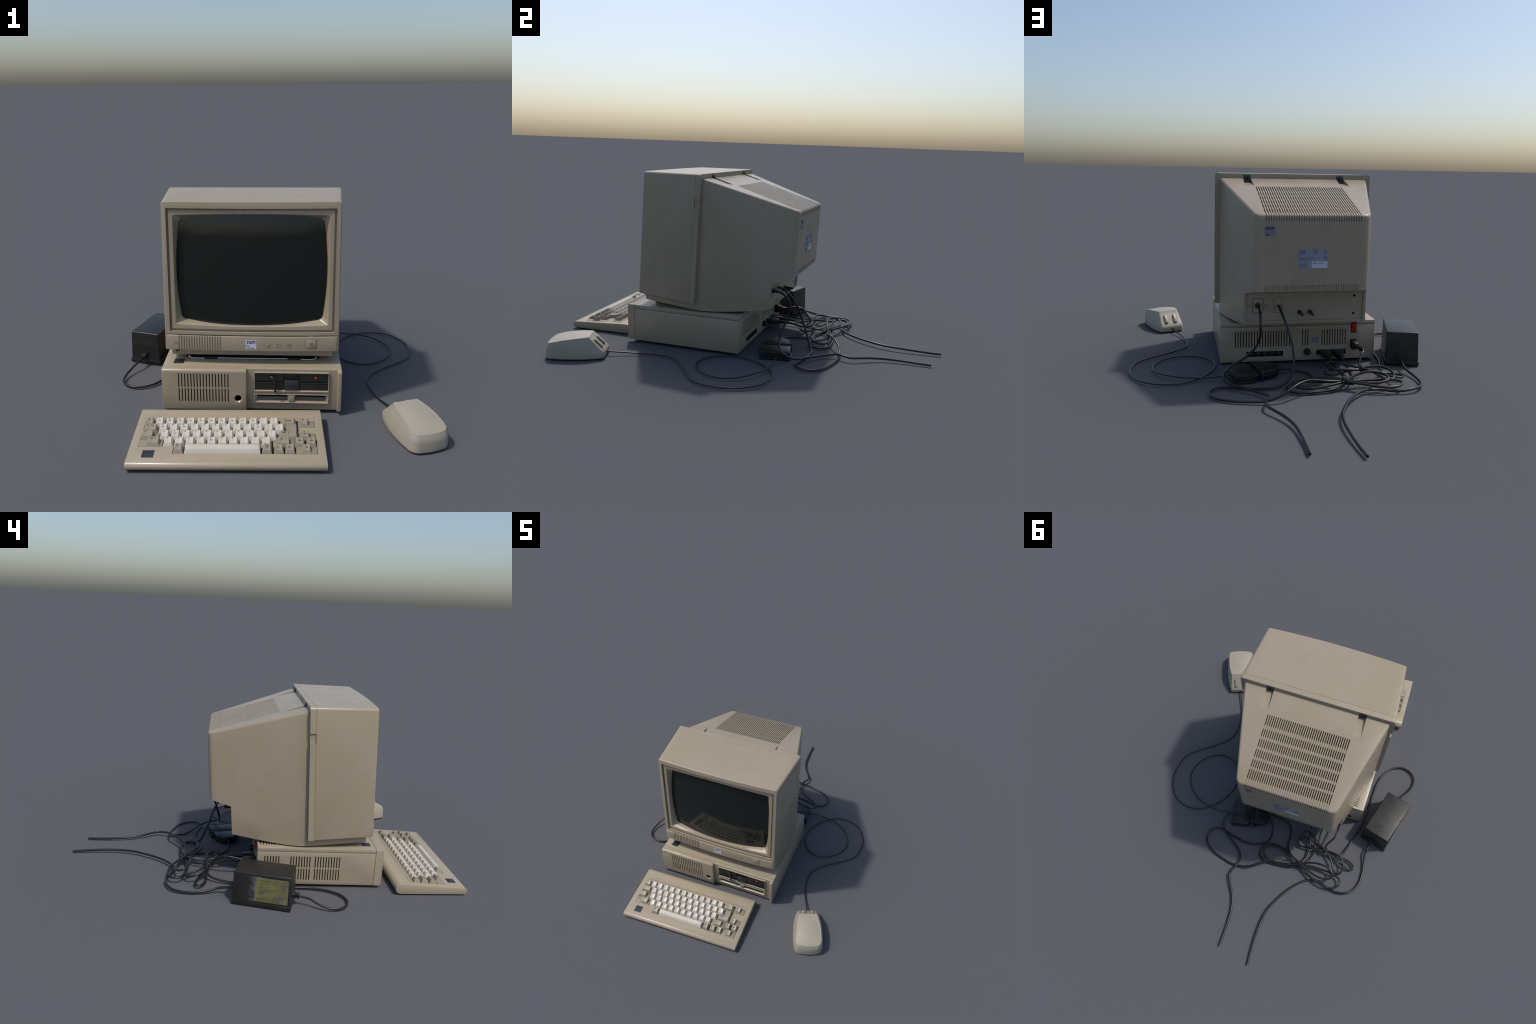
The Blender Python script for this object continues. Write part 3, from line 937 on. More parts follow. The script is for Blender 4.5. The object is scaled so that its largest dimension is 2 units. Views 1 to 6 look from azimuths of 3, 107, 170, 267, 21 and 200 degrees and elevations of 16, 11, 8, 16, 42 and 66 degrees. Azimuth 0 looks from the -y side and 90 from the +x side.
# ==================================================================== KEYBOARD
KYAW = math.radians(1.57)
kb = thing("keyboard", (-0.154, -0.815, 0.0), KYAW,
           "low beige keyboard with white and grey keys", "keyboard")
SL = 0.0578
def deck(v):
    return 0.0464 + SL * v
# side profile: slim rounded nose in front, thicker rounded back
prof = []
for k in range(13):                                  # front nose
    a = math.radians(-90 - 180 * k / 12)
    prof.append((-0.1565 + 0.0172 * math.cos(a), 0.0205 + 0.0168 * math.sin(a)))
prof[-1] = (-0.1565, deck(-0.1565))
prof.append((0.1500, deck(0.1500)))
for k in range(1, 14):                               # rear roll
    a = math.radians(86 - 176 * k / 13)
    prof.append((0.1525 + 0.0305 * math.cos(a), 0.0305 + 0.0265 * math.sin(a)))
case = prism_mesh(prof, "x", -0.3642, 0.3642)
bevel(case, 0.0022, 2, lambda a, b: abs(a.x - b.x) < 1e-6)
K, I = [], []
def deck_box(u0, u1, v0, v1, top, bot, m):
    add(hexa([(u0, v0, deck(v0) + top), (u1, v0, deck(v0) + top), (u1, v1, deck(v1) + top), (u0, v1, deck(v1) + top)],
             [(u0, v0, deck(v0) + bot), (u1, v0, deck(v0) + bot), (u1, v1, deck(v1) + bot), (u0, v1, deck(v1) + bot)]), m)
PV = 0.0405
RV = [0.0675 - PV * i for i in range(5)]              # row centres
def pocket(u0, u1, r0, r1):
    deck_box(u0, u1, RV[r1] - PV / 2, RV[r0] + PV / 2, 0.02, -0.010, 1)
add(prism_mesh([(-0.3335, RV[0] + PV / 2), (-0.3335, RV[3] - PV / 2), (-0.2005, RV[3] - PV / 2), (-0.2005, RV[4] - PV / 2),
                (0.3335, RV[4] - PV / 2), (0.3335, RV[2] + 0.0185), (0.2675, RV[2] + 0.0185), (0.2675, RV[0] - PV / 2 - 0.001),
                (0.3335, RV[0] - PV / 2 - 0.001), (0.3335, RV[0] + PV / 2)], "z", 0.032, 0.1), 1)
deck_box(-0.3338, 0.3345, 0.1020, 0.1034, 0.02, -0.0018, 1)
add(cyl_mesh((0.3356, 0.1027, 0.045), (0.3356, 0.1027, 0.07), 0.0020, n=12), 1)
case = cut(case, K, [M_KEYCASE, M_HOLE], I)
obj("keyboard_case", case, kb, smooth=30)
# faint lower ledge between pocket and overlay line
kbadge = obj("case_badge", hexa([(-0.3108, -0.1368, deck(-0.1368) - 0.001), (-0.2665, -0.1368, deck(-0.1368) - 0.001), (-0.2665, -0.0962, deck(-0.0962) - 0.001), (-0.3108, -0.0962, deck(-0.0962) - 0.001)],
                                [(-0.3108, -0.1368, deck(-0.1368) + 0.0006), (-0.2665, -0.1368, deck(-0.1368) + 0.0006), (-0.2665, -0.0962, deck(-0.0962) + 0.0006), (-0.3108, -0.0962, deck(-0.0962) + 0.0006)]), kb, mats=M_BADGE)
UPV = Vector((0, 1, SL)).normalized()
NV = Vector((0, -UPV.z, UPV.y)) * -1
NV = Vector((0, -SL, 1)).normalized()
def on_deck(u, v, h):
    return frame(Vector((u, v, deck(v))) + NV * h, (1, 0, 0), UPV, NV)
obj("badge_print", join([slab_letters(0.0115, on_deck(-0.2887, -0.1055, 0.0006)),
                         text_mesh("PCjr", 0.0075, on_deck(-0.3080, -0.1310, 0.0007), "LEFT", bold=0.0001)]), kbadge, mats=M_INK, smooth=None)

def key_mesh(bw, bd, tw, td, off=0.0015, hb=0.0212, hf=0.0130, base=-0.004, shift=0.0):
    """Tapered key cap with a dished top; origin on the deck under its centre."""
    nx = 9
    rows = []
    def line(w, y, z, dish, n=nx, sh=0.0):
        return [Vector((sh + (-0.5 + i / (n - 1)) * w, y, z - dish * (1 - (2 * i / (n - 1) - 1) ** 2))) for i in range(n)]
    dish = 0.0013 if tw < 0.1 else 0.0
    yb, yf = off + td / 2, off - td / 2
    loopb = line(bw, bd / 2, base, 0)
    loopt = line(tw, yb, hb, dish, sh=shift)
    mid = [line(tw, yb + (yf - yb) * k / 5, hb + (hf - hb) * k / 5 - 0.0004 * math.sin(math.pi * k / 5), dish, sh=shift) for k in range(1, 5)]
    loopf = line(tw, yf, hf, dish, sh=shift)
    loopfb = line(bw, -bd / 2, base, 0)
    rows = [loopb, loopt] + mid + [loopf, loopfb]
    v = [p for r in rows for p in r]
    fc = []
    for i in range(len(rows) - 1):
        for k in range(nx - 1):
            fc.append((i * nx + k, i * nx + k + 1, (i + 1) * nx + k + 1, (i + 1) * nx + k))
    n = len(rows)
    fc.append(tuple(i * nx for i in range(n)))
    fc.append(tuple(i * nx + nx - 1 for i in range(n - 1, -1, -1)))
    me = recalc(mesh_from(v, fc))
    def rim(a, b):
        # long outer edges of the top and the four slanted corner edges
        return True
    bm = bmesh.new(); bm.from_mesh(me)
    es = [e for e in bm.edges if len(e.link_faces) == 2 and e.calc_face_angle(0) > math.radians(40)]
    bmesh.ops.bevel(bm, geom=es, offset=0.0016, segments=3, affect="EDGES", profile=0.5, clamp_overlap=True)
    bm.to_mesh(me); bm.free()
    shade(me, 40)
    return me

MESHES = {}
def place_key(u, row, bw, tw, mat, dv=0.0, shift=0.0, name="key"):
    k = (round(bw, 4), round(tw, 4), mat.name, round(shift, 4))
    if k not in MESHES:
        me = key_mesh(bw, PV - 0.0018, tw, 0.0248, shift=shift)
        me.materials.append(mat)
        MESHES[k] = me
    o = bpy.data.objects.new(name, MESHES[k])
    SC.collection.objects.link(o)
    v = RV[row] + dv
    o.location = (u, v, deck(v))
    o.rotation_euler = (math.atan(SL) + random.uniform(-0.006, 0.006), random.uniform(-0.004, 0.004), random.uniform(-0.004, 0.004))
    o.parent = kb
    return o

LEG = []
TOPTILT = math.atan((0.0212 - 0.0130) / 0.0248)
UPK = Vector((0, 1, SL + math.tan(TOPTILT))).normalized()
NK = Vector((0, -UPK.z, UPK.y)) * -1
NK = Vector((0, -UPK.z * 0 - UPK.z, UPK.y))
NK = Vector((1, 0, 0)).cross(UPK)
def legend(u, row, s, dx, dy, size, bold=0.0):
    v = RV[row] + 0.0015 + dy
    z = deck(RV[row]) + 0.0171 - 0.0006 + dy * UPK.z / UPK.y
    M = frame(Vector((u + dx, v, z)) + NK * 0.0001, (1, 0, 0), UPK, NK)
    LEG.append(text_mesh(s, size, M, "CENTER", 0.0006, bold))

U = 0.0409
TW = 0.0252
W1 = U - 0.0016
rows_white = [(0, -0.2745, "1234567890-="), (1, -0.2540, "QWERTYUIOP[]"), (2, -0.2425, "ASDFGHJKL;'"), (3, -0.2228, "ZXCVBNM,./")]
SHIFTED = dict(zip("1234567890-=[];',./", "!@#$%^&*()_+{}:\"<>?"))
SUB = {"Q": "Pause", "E": "Echo", "P": "PrtSc", "S": "ScrLk", "B": "Break"}
for row, u0, chars in rows_white:
    for i, ch in enumerate(chars):
        u = u0 + U * i
        place_key(u, row, W1, TW, M_WHITEKEY)
        if ch.isalpha():
            legend(u, row, ch, -0.0045, 0.0060, 0.0066, 0.0001)
            if ch in SUB:
                legend(u, row, SUB[ch], -0.0008, -0.0025, 0.0046)
        else:
            legend(u, row, SHIFTED[ch], -0.0045, 0.0068, 0.0050)
            legend(u, row, ch + (" F" + ch if row == 0 and ch.isdigit() else ""), -0.0020, -0.0026, 0.0048)

# space bar
sp = key_mesh(0.2820, PV - 0.0018, 0.2740, 0.0210, off=0.0010, hb=0.0190, hf=0.0150)
sp.materials.append(M_WHITEKEY)
o = bpy.data.objects.new("space_bar", sp)
SC.collection.objects.link(o)
o.location = (-0.0168, RV[4], deck(RV[4])); o.rotation_euler = (math.atan(SL), 0, 0); o.parent = kb

def grey(u, row, bw, tw, text, tsize=0.0062, shift=0.0, name="key", dx=-0.002, dy=0.003, text2=None):
    place_key(u, row, bw, tw, M_GREYKEY, 0, shift, name)
    legend(u + shift, row, text, dx, dy, tsize, 0.0001)
    if text2:
        legend(u + shift, row, text2, dx + 0.001, dy - 0.0062, tsize * 0.9, 0.0001)
def plate_key(u0, u1, row, h=0.0015):
    v = RV[row]
    me = hexa([(u0, v - PV / 2 + 0.001, deck(v - PV / 2) - 0.008), (u1, v - PV / 2 + 0.001, deck(v - PV / 2) - 0.008),
               (u1, v + PV / 2 - 0.001, deck(v + PV / 2) - 0.008), (u0, v + PV / 2 - 0.001, deck(v + PV / 2) - 0.008)],
              [(u0, v - PV / 2 + 0.001, deck(v - PV / 2) + h), (u1, v - PV / 2 + 0.001, deck(v - PV / 2) + h),
               (u1, v + PV / 2 - 0.001, deck(v + PV / 2) + h), (u0, v + PV / 2 - 0.001, deck(v + PV / 2) + h)])
    bevel(me, 0.0008, 2)
    obj("key_skirt", me, kb, mats=M_GREYKEY)

grey(-0.3140, 0, 0.0375, TW, "Esc", dx=-0.002)
grey(-0.3038, 1, 0.0570, 0.0435, "Tab", dx=-0.012)
grey(-0.3085, 2, 0.0480, 0.0385, "Ctrl", dx=-0.011, dy=0.006)
plate_key(-0.2860, -0.2640, 2, 0.0005)
plate_key(-0.3322, -0.2442, 3)
grey(-0.2800, 3, 0.0520, 0.0410, "Shift", dx=-0.006)
grey(-0.1800, 4, 0.0385, TW, "Alt", dx=-0.004, dy=0.0045)
grey(0.2308, 0, 0.0680, 0.0440, "Backspace", 0.0064, dx=0.0, dy=-0.0015)
plate_key(0.2685, 0.3320, 0)
grey(0.2920, 0, 0.0390, TW, "Fn", dx=-0.004, dy=0.004)
grey(0.1475, 4, 0.0385, TW, "Caps", dx=-0.001, dy=0.0045, text2="Lock")
grey(0.1912, 4, 0.0385, TW, "Ins", dx=-0.004, dy=-0.001)
grey(0.2325, 4, 0.0385, TW, "Del", dx=-0.004, dy=-0.001)
plate_key(0.1690, 0.2500, 3)
grey(0.2085, 3, 0.0520, 0.0410, "Shift", dx=-0.008)
plate_key(0.2690, 0.3320, 2)
grey(0.2920, 2, 0.0385, TW, "Home", 0.0058, dx=0, dy=-0.002)
grey(0.2700, 3, 0.0385, TW, "PgUp", 0.0058, dx=0, dy=-0.002)
grey(0.3130, 3, 0.0385, TW, "PgDn", 0.0058, dx=0, dy=-0.002)
plate_key(0.2540, 0.3320, 4)
grey(0.2920, 4, 0.0385, TW, "End", 0.0058, dx=0, dy=-0.002)
# L shaped enter key
bm = bmesh.new()
e1 = key_mesh(0.0480, PV + 0.034, 0.0330, 0.0248 + PV - 0.0005, off=0.0, hb=0.0212, hf=0.0130)
e1.transform(Matrix.Translation((0.2425, (RV[1] + RV[2]) / 2 + 0.0015, deck((RV[1] + RV[2]) / 2))) @ Matrix.Rotation(math.atan(SL), 4, "X"))
e2 = key_mesh(0.0770, PV - 0.0018, 0.0600, 0.0248, hb=0.0183, hf=0.0128)
e2.transform(Matrix.Translation((0.2280, RV[2] - 0.0004, deck(RV[2]))) @ Matrix.Rotation(math.atan(SL), 4, "X"))
en = join([e1, e2])
obj("enter_key", en, kb, mats=M_GREYKEY, smooth=40)
legend(0.2140, 2, "Enter", -0.002, 0.004, 0.0062, 0.0001)
# small arrows printed on the grey keys
def arrow(u, row, dx, dy, ang, s):
    v = RV[row] + 0.0015 + dy
    z = deck(RV[row]) + 0.0171 - 0.0004 + dy * UPK.z / UPK.y
    M = frame(Vector((u + dx, v, z)), (1, 0, 0), UPK, NK) @ Matrix.Rotation(math.radians(ang), 4, "Z") @ Matrix.Scale(s, 4)
    me = prism_mesh([(-1, -0.15), (0.1, -0.15), (0.1, -0.6), (1, 0), (0.1, 0.6), (0.1, 0.15), (-1, 0.15)], "z", -0.15, 0.08)
    me.transform(M)
    LEG.append(me)
arrow(0.2920, 2, -0.002, 0.0065, 90, 0.0032); arrow(0.2700, 3, -0.001, 0.0065, 180, 0.0036)
arrow(0.3130, 3, -0.002, 0.0065, 0, 0.0036); arrow(0.2920, 4, -0.003, 0.0060, -90, 0.0032)
arrow(0.2280, 2, 0.002, 0.004, 180, 0.0036); arrow(-0.2800, 3, 0.009, 0.004, 90, 0.0036)
arrow(0.2085, 3, 0.010, 0.004, 90, 0.0036); arrow(-0.3038, 1, 0.004, 0.0045, 180, 0.0040); arrow(-0.3038, 1, 0.008, 0.0010, 0, 0.0040)
arrow(0.2308, 0, -0.012, 0.0055, 180, 0.0036)
obj("key_lettering", join(LEG), kb, mats=M_KEYINK, smooth=None, kind="stuff")

# ======================================================================= MOUSE
MU = math.radians(19.6)
mouse = thing("computer_mouse", (0.5216, -0.573, 0.0), MU,
              "pale wedge shaped mouse with two buttons and cable", "mouse")
def lerp_table(tab, t):
    for (a, x), (b, y) in zip(tab[:-1], tab[1:]):
        if t <= b:
            s = max(0.0, (t - a) / (b - a))
            return x + (y - x) * s
    return tab[-1][1]
def outline(rear_v, front_v, w_rear, w_max, v_max, w_front, rc, rr=0.012):
    """Closed plan outline (u,v), clockwise from rear left; fixed point count."""
    half_pts = []
    # rear half edge -> rear corner -> side -> front corner -> front half
    for k in range(5):
        half_pts.append((w_rear * 0.9 * k / 5, rear_v + 0.0 * k))
    for k in range(5):
        a = math.radians(90 - 90 * k / 4)
        half_pts.append((w_rear - rr + rr * math.cos(a), rear_v - rr + rr * math.sin(a)))
    ya, yb = rear_v - rr, front_v + rc
    for k in range(1, 13):
        t = k / 13
        v = ya + (yb - ya) * t
        if v > v_max:
            s = (v - v_max) / (ya - v_max)
            w = w_max + (w_rear - w_max) * s * s * (0.45 + 0.55 * s)
        else:
            s = (v_max - v) / max(1e-6, v_max - yb)
            w = w_max + (w_front - w_max) * s * s
        half_pts.append((w, v))
    for k in range(10):
        a = math.radians(-90 * k / 9)
        half_pts.append((w_front - rc + rc * math.cos(a), front_v + rc + rc * math.sin(a)))
    for k in range(1, 5):
        half_pts.append(((w_front - rc) * (1 - k / 5), front_v - 0.004 * (1 - (1 - k / 5) ** 2)))
    right = half_pts
    left = [(-u, v) for u, v in reversed(half_pts[1:])]
    return right + [(0.0, front_v - 0.004)] + left
def edge_z(v):
    return lerp_table([(-0.274, 0.0735), (-0.255, 0.0800), (-0.225, 0.0875), (-0.190, 0.0945), (-0.130, 0.1020), (-0.073, 0.1062)], v)
def crown(u, v, w):
    c = lerp_table([(-0.274, 0.0), (-0.245, 0.004), (-0.190, 0.0075), (-0.130, 0.0055), (-0.073, 0.0)], v)
    return c * (1 - (u / w) ** 2)
L = []
o0 = outline(-0.004, -0.2760, 0.0610, 0.0850, -0.165, 0.0800, 0.040)
o1 = outline(0.0, -0.2805, 0.0645, 0.0882, -0.170, 0.0840, 0.042)
o2 = outline(0.0003, -0.2810, 0.0646, 0.0884, -0.170, 0.0842, 0.042)
o3 = outline(-0.0012, -0.2802, 0.0643, 0.0876, -0.170, 0.0836, 0.0415)
ot = outline(-0.0735, -0.2680, 0.0543, 0.0742, -0.240, 0.0738, 0.028, 0.004)
L.append([Vector((u, v, 0.0030)) for u, v in o0])
L.append([Vector((u, v, 0.0070)) for u, v in o1])
L.append([Vector((u, v, 0.0300)) for u, v in o2])
L.append([Vector((u, v, 0.0335)) for u, v in o3])
def between(t, bulge):
    R = []
    for (u0, v0), (u1, v1) in zip(o3, ot):
        z1 = edge_z(v1) - 0.0015
        u, v = u0 + (u1 - u0) * t, v0 + (v1 - v0) * t
        z = 0.0335 + (z1 - 0.0335) * t
        side = max(0.0, min(1.0, (-v0 - 0.01) / 0.03))
        f = 1 + bulge * side * 4 * t * (1 - t)
        cv = -0.15
        R.append(Vector((u * f, cv + (v - cv) * (1 + bulge * side * 4 * t * (1 - t)) if v < -0.2 else v, z)))
    return R
for t in (0.2, 0.4, 0.6, 0.8, 0.94):
    L.append(between(t, 0.026))
L.append([Vector((u, v, edge_z(v))) for u, v in ot])
cu_, cv_ = 0.0, -0.165
for k, f in enumerate((0.965, 0.88, 0.74, 0.58, 0.40, 0.22, 0.06)):
    R = []
    for u, v in ot:
        uu, vv = u * f, cv_ + (v - cv_) * f
        w = lerp_table([(-0.268, 0.073), (-0.073, 0.0545)], vv)
        R.append(Vector((uu, vv, edge_z(vv) + crown(uu, vv, w) + 0.0004)))
    L.append(R)
mm = loft(L, True)
n = len(L[0])
recalc(mm)
mb = obj("mouse_body", mm, mouse, mats=M_MOUSE, smooth=32)
# rear buttons on the slope
SB = Vector((0, -0.0735, 0.106 - 0.0335)).normalized()           # up the slope
SBN = Vector((1, 0, 0)).cross(SB) * -1
if SBN.z < 0:
    SBN = -SBN
for s in (-1, 1):
    c = Vector((s * 0.0255, -0.0345, 0.0335 + (0.0345 / 0.0735) * 0.0725))
    M = frame(c, (1, 0, 0), SB, SBN)
    bt = prism_mesh([(-0.0085, -0.026), (0.0085, -0.026), (0.0085, 0.026), (-0.0085, 0.026)], "z", -0.004, 0.0085)
    bevel(bt, 0.006, 4, lambda a, b: abs(a.z - b.z) > 0.005)
    bevel(bt, 0.0032, 3, lambda a, b: a.z > 0.008 and b.z > 0.008)
    bt.transform(M)
    obj("mouse_button", bt, mouse, mats=M_MOUSE, smooth=40)
    well = prism_mesh([(-0.0098, -0.0275), (0.0098, -0.0275), (0.0098, 0.0275), (-0.0098, 0.0275)], "z", -0.003, 0.0004)
    bevel(well, 0.006, 3, lambda a, b: abs(a.z - b.z) > 0.002)
    well.transform(M)
    obj("button_gap", well, mouse, mats=M_HOLE)
# cable grommet and cable
obj("cable_hole", cyl_mesh((0.0, -0.01, 0.018), (0.0, 0.0012, 0.018), 0.0055), mouse, mats=M_HOLE)
obj("base_pad", box_mesh(-0.05, 0.05, -0.24, -0.03, 0.0, 0.0045), mouse, mats=M_BLACK)

MC = [(0.5235, -0.5790, 0.018), (0.5150, -0.5560, 0.0175), (0.4950, -0.510, 0.014), (0.467, -0.445, 0.0085), (0.446, -0.348, 0.0070), (0.451, -0.264, 0.0070), (0.492, -0.205, 0.0070),
      (0.565, -0.142, 0.0070), (0.640, -0.083, 0.0070), (0.685, -0.029, 0.0060), (0.7030, 0.055, 0.0060), (0.697, 0.132, 0.0080),
      (0.656, 0.211, 0.0085), (0.604, 0.253, 0.0085), (0.537, 0.269, 0.0070), (0.469, 0.259, 0.0062), (0.405, 0.213, 0.0060),
      (0.354, 0.150, 0.0060), (0.323, 0.068, 0.0065), (0.322, -0.003, 0.0060), (0.355, -0.071, 0.0050), (0.408, -0.109, 0.0050),
      (0.464, -0.116, 0.0050), (0.513, -0.099, 0.0065), (0.566, -0.054, 0.0070), (0.601, 0.013, 0.0075), (0.603, 0.077, 0.0090),
      (0.573, 0.138, 0.0115), (0.524, 0.186, 0.0155), (0.459, 0.219, 0.0165), (0.377, 0.232, 0.0170), (0.320, 0.231, 0.0195), (0.276, 0.2250, 0.021), (0.255, 0.222, 0.022)]
obj("mouse_cable", tube_mesh(MC, 0.0036, 12), mouse, True, M_CABLE, 60)

# adapter box the mouse plugs into, lying behind the computer
AA = Vector((-0.9775, -0.2110, 0)); AB = Vector((0.2110, -0.9775, 0))
ad_o = Vector((0.2545, 0.2915, 0))
MA = frame(ad_o, AA, -AB, (0, 0, 1))          # x: towards hood, y: outward(+y), z up; box spans y -0.158..0
adm = []
def abox(x0, x1, y0, y1, z0, z1, bev=0.0015):
    me = box_mesh(x0, x1, y0, y1, z0, z1, bev, 2)
    me.transform(MA)
    return me
ad = obj("adapter_box", abox(0.006, 0.104, -0.152, -0.004, 0.004, 0.0405), mouse, True, M_BLACK)
obj("adapter_rail", join([abox(-0.001, 0.102, -0.158, 0.0005, 0.0, 0.0085, 0.002), abox(0.0, 0.010, -0.157, 0.0, 0.0315, 0.0385, 0.002),
                          abox(0.012, 0.016, -0.152, -0.004, 0.0395, 0.0415, 0.0005), abox(0.104, 0.126, -0.140, -0.018, 0.010, 0.030, 0.001)]), ad, True, M_BLACK)
fl = [abox(0.125, 0.134, -0.156, 0.0, 0.001, 0.0440, 0.002)]
hood = prism_mesh([(0.134, -0.142), (0.134, -0.014), (0.190, -0.018), (0.222, -0.046), (0.228, -0.062), (0.228, -0.094), (0.222, -0.110), (0.190, -0.138)],
                  "z", 0.003, 0.0430, 0.003, 3)
hood.transform(MA)
fl.append(hood)
fl.append(abox(0.134, 0.152, -0.012, -0.005, 0.016, 0.026, 0.002))
fl.append(abox(0.134, 0.152, -0.151, -0.144, 0.016, 0.026, 0.002))
st = cyl_mesh((0.226, -0.078, 0.022), (0.246, -0.078, 0.022), 0.0095, 0.0080, 18)
st.transform(MA)
fl.append(st)
hd = obj("connector_hood", join(fl), ad, True, M_BLACK)

# ================================================================ POWER SUPPLY
BYAW = math.atan2(0.2532, 0.0694) - math.pi / 2
brick = thing("power_supply", (-0.5936, -0.0005, 0.0), BYAW,
              "black power supply block with torn yellow sticker", "power supply")
bw, bl_, tw_, tl_ = 0.0805, 0.1372, 0.0735, 0.1315
bt0 = [(-bw + 0.003, -bl_ + 0.003, 0.0225), (bw - 0.003, -bl_ + 0.003, 0.0225), (bw - 0.003, bl_ - 0.003, 0.0225), (-bw + 0.003, bl_ - 0.003, 0.0225)]
bt1 = [(-tw_, -tl_, 0.1625), (tw_, -tl_, 0.1625), (tw_, tl_, 0.1625), (-tw_, tl_, 0.1625)]
bm_ = hexa(bt0, bt1)
bevel(bm_, 0.0050, 4, lambda a, b: a.z > 0.15 or b.z > 0.15)
obj("upper_case", bm_, brick, mats=M_BRICK)
obj("base_tray", box_mesh(-bw, bw, -bl_, bl_, 0.0, 0.0225, 0.002, 2), brick, mats=M_BRICK)
# sticker on the outer long side (local -x face): torn along its left (rear) edge
FX = [Vector((-bw + 0.003, 0, 0.0225)), Vector((-tw_, 0, 0.1625))]
SU = (FX[1] - FX[0]).normalized()
SN2 = Vector((-SU.z, 0, SU.x))
def side_pt(y, h, d):
    return FX[0] + SU * h + Vector((0, y, 0)) + SN2 * d
HS = (FX[1] - FX[0]).length
def sticker(poly, d0, d1):
    n = len(poly)
    v = [side_pt(y, h, d0) for y, h in poly] + [side_pt(y, h, d1) for y, h in poly]
    fc = [tuple(range(n)), tuple(range(2 * n - 1, n - 1, -1))] + [(i, (i + 1) % n, n + (i + 1) % n, n + i) for i in range(n)]
    return recalc(mesh_from(v, fc))
tear = []
rnd = random.Random(3)
for k in range(15):
    t = k / 14
    base = 0.012 + (0.042 - 0.012) * t + 0.010 * math.sin(t * 5.2)
    tear.append((base + rnd.uniform(-0.0035, 0.0035), 0.124 - 0.117 * t))
poly = [(-0.1225, 0.007), (-0.1225, 0.124)] + tear
resid = [(0.000, 0.127), (0.040, 0.127), (0.075, 0.110), (0.085, 0.05), (0.085, 0.006), (0.030, 0.006), (0.030, 0.06)]
obj("glue_residue", sticker([(0.000, 0.1270), (0.068, 0.1270), (0.092, 0.004), (0.030, 0.004)], -0.001, 0.0003), brick, mats=M_RESIDUE)
stk = obj("invoice_sticker", sticker(poly, -0.001, 0.0008), brick, mats=M_STICKER)
def on_side(y, h):
    return frame(side_pt(y, h, 0.0008), (0, -1, 0), SU, SN2)
ink = [text_mesh("STANITE", 0.0115, on_side(0.006, 0.110), "LEFT", bold=0.0003, squash=1.05),
       text_mesh("No  1580", 0.0085, on_side(-0.092, 0.113), "LEFT", bold=0.0001),
       text_mesh("Made for home use", 0.0052, on_side(0.000, 0.1015), "LEFT"),
       text_mesh("Sent by", 0.0052, on_side(-0.055, 0.1140), "LEFT"),
       text_mesh("Parcel Service", 0.0052, on_side(-0.050, 0.1085), "LEFT"),
       text_mesh("At 120v or 240 Hz", 0.0056, on_side(0.010, 0.093), "LEFT"),
       text_mesh("Use only with this system", 0.0054, on_side(0.014, 0.0835), "LEFT"),
       text_mesh("as described on reverse", 0.0054, on_side(0.012, 0.0775), "LEFT"),
       text_mesh("Date", 0.0056, on_side(-0.068, 0.1000), "LEFT"),
       text_mesh("Amount", 0.0056, on_side(-0.068, 0.0880), "LEFT"),
       text_mesh("Order no", 0.0056, on_side(-0.068, 0.0760), "LEFT"),
       text_mesh("The undersigned will be held responsible", 0.0050, on_side(0.014, 0.0680), "LEFT"),
       text_mesh("Signature of purchaser", 0.0054, on_side(-0.020, 0.0330), "LEFT")]
for i in range(6):
    ink.append(text_mesh("terms and conditions of sale and warranty apply to all goods", 0.0046, on_side(0.024, 0.0265 - i * 0.0031), "LEFT", squash=0.98))
def side_line(y0, h0, y1, h1, w=0.0003):
    return tube_mesh([side_pt(y0, h0, 0.0008), side_pt(y1, h1, 0.0008)], w, 4, raw=True)
for h in (0.0715, 0.0640, 0.0570, 0.0500, 0.0430, 0.0365):
    ink.append(side_line(0.010, h, -0.1210, h))
obj("sticker_print", join(ink), stk, mats=plain("faded_print_ink", (0.06, 0.065, 0.03), 0.7), smooth=None)
pen = []
def scribble(y, h, L_, amp, n, seed):
    r = random.Random(seed)
    pts = []
    for i in range(n):
        t = i / (n - 1)
        pts.append(side_pt(y - L_ * t, h + amp * math.sin(i * 1.9) + r.uniform(-0.001, 0.001), 0.0011))
    return tube_mesh(pts, 0.0005, 5, step=0.0015)
pen.append(scribble(0.012, 0.0610, 0.068, 0.0022, 34, 1))
pen.append(scribble(0.012, 0.0530, 0.026, 0.0026, 16, 2))
pen.append(scribble(0.016, 0.0475, 0.026, 0.0022, 16, 5))
pen.append(text_mesh("2-22-86", 0.0105, on_side(-0.083, 0.1000), "LEFT", bold=0.0002))
pen.append(text_mesh("$2", 0.0115, on_side(-0.093, 0.0890), "LEFT", bold=0.0002))
pen.append(text_mesh("OR", 0.0125, on_side(-0.093, 0.0780), "LEFT", bold=0.0002))
pen.append(text_mesh("LM  SPGR", 0.0085, on_side(-0.066, 0.0350), "LEFT", bold=0.0003))
obj("pen_writing", join(pen), stk, mats=M_BLUEINK, smooth=None)
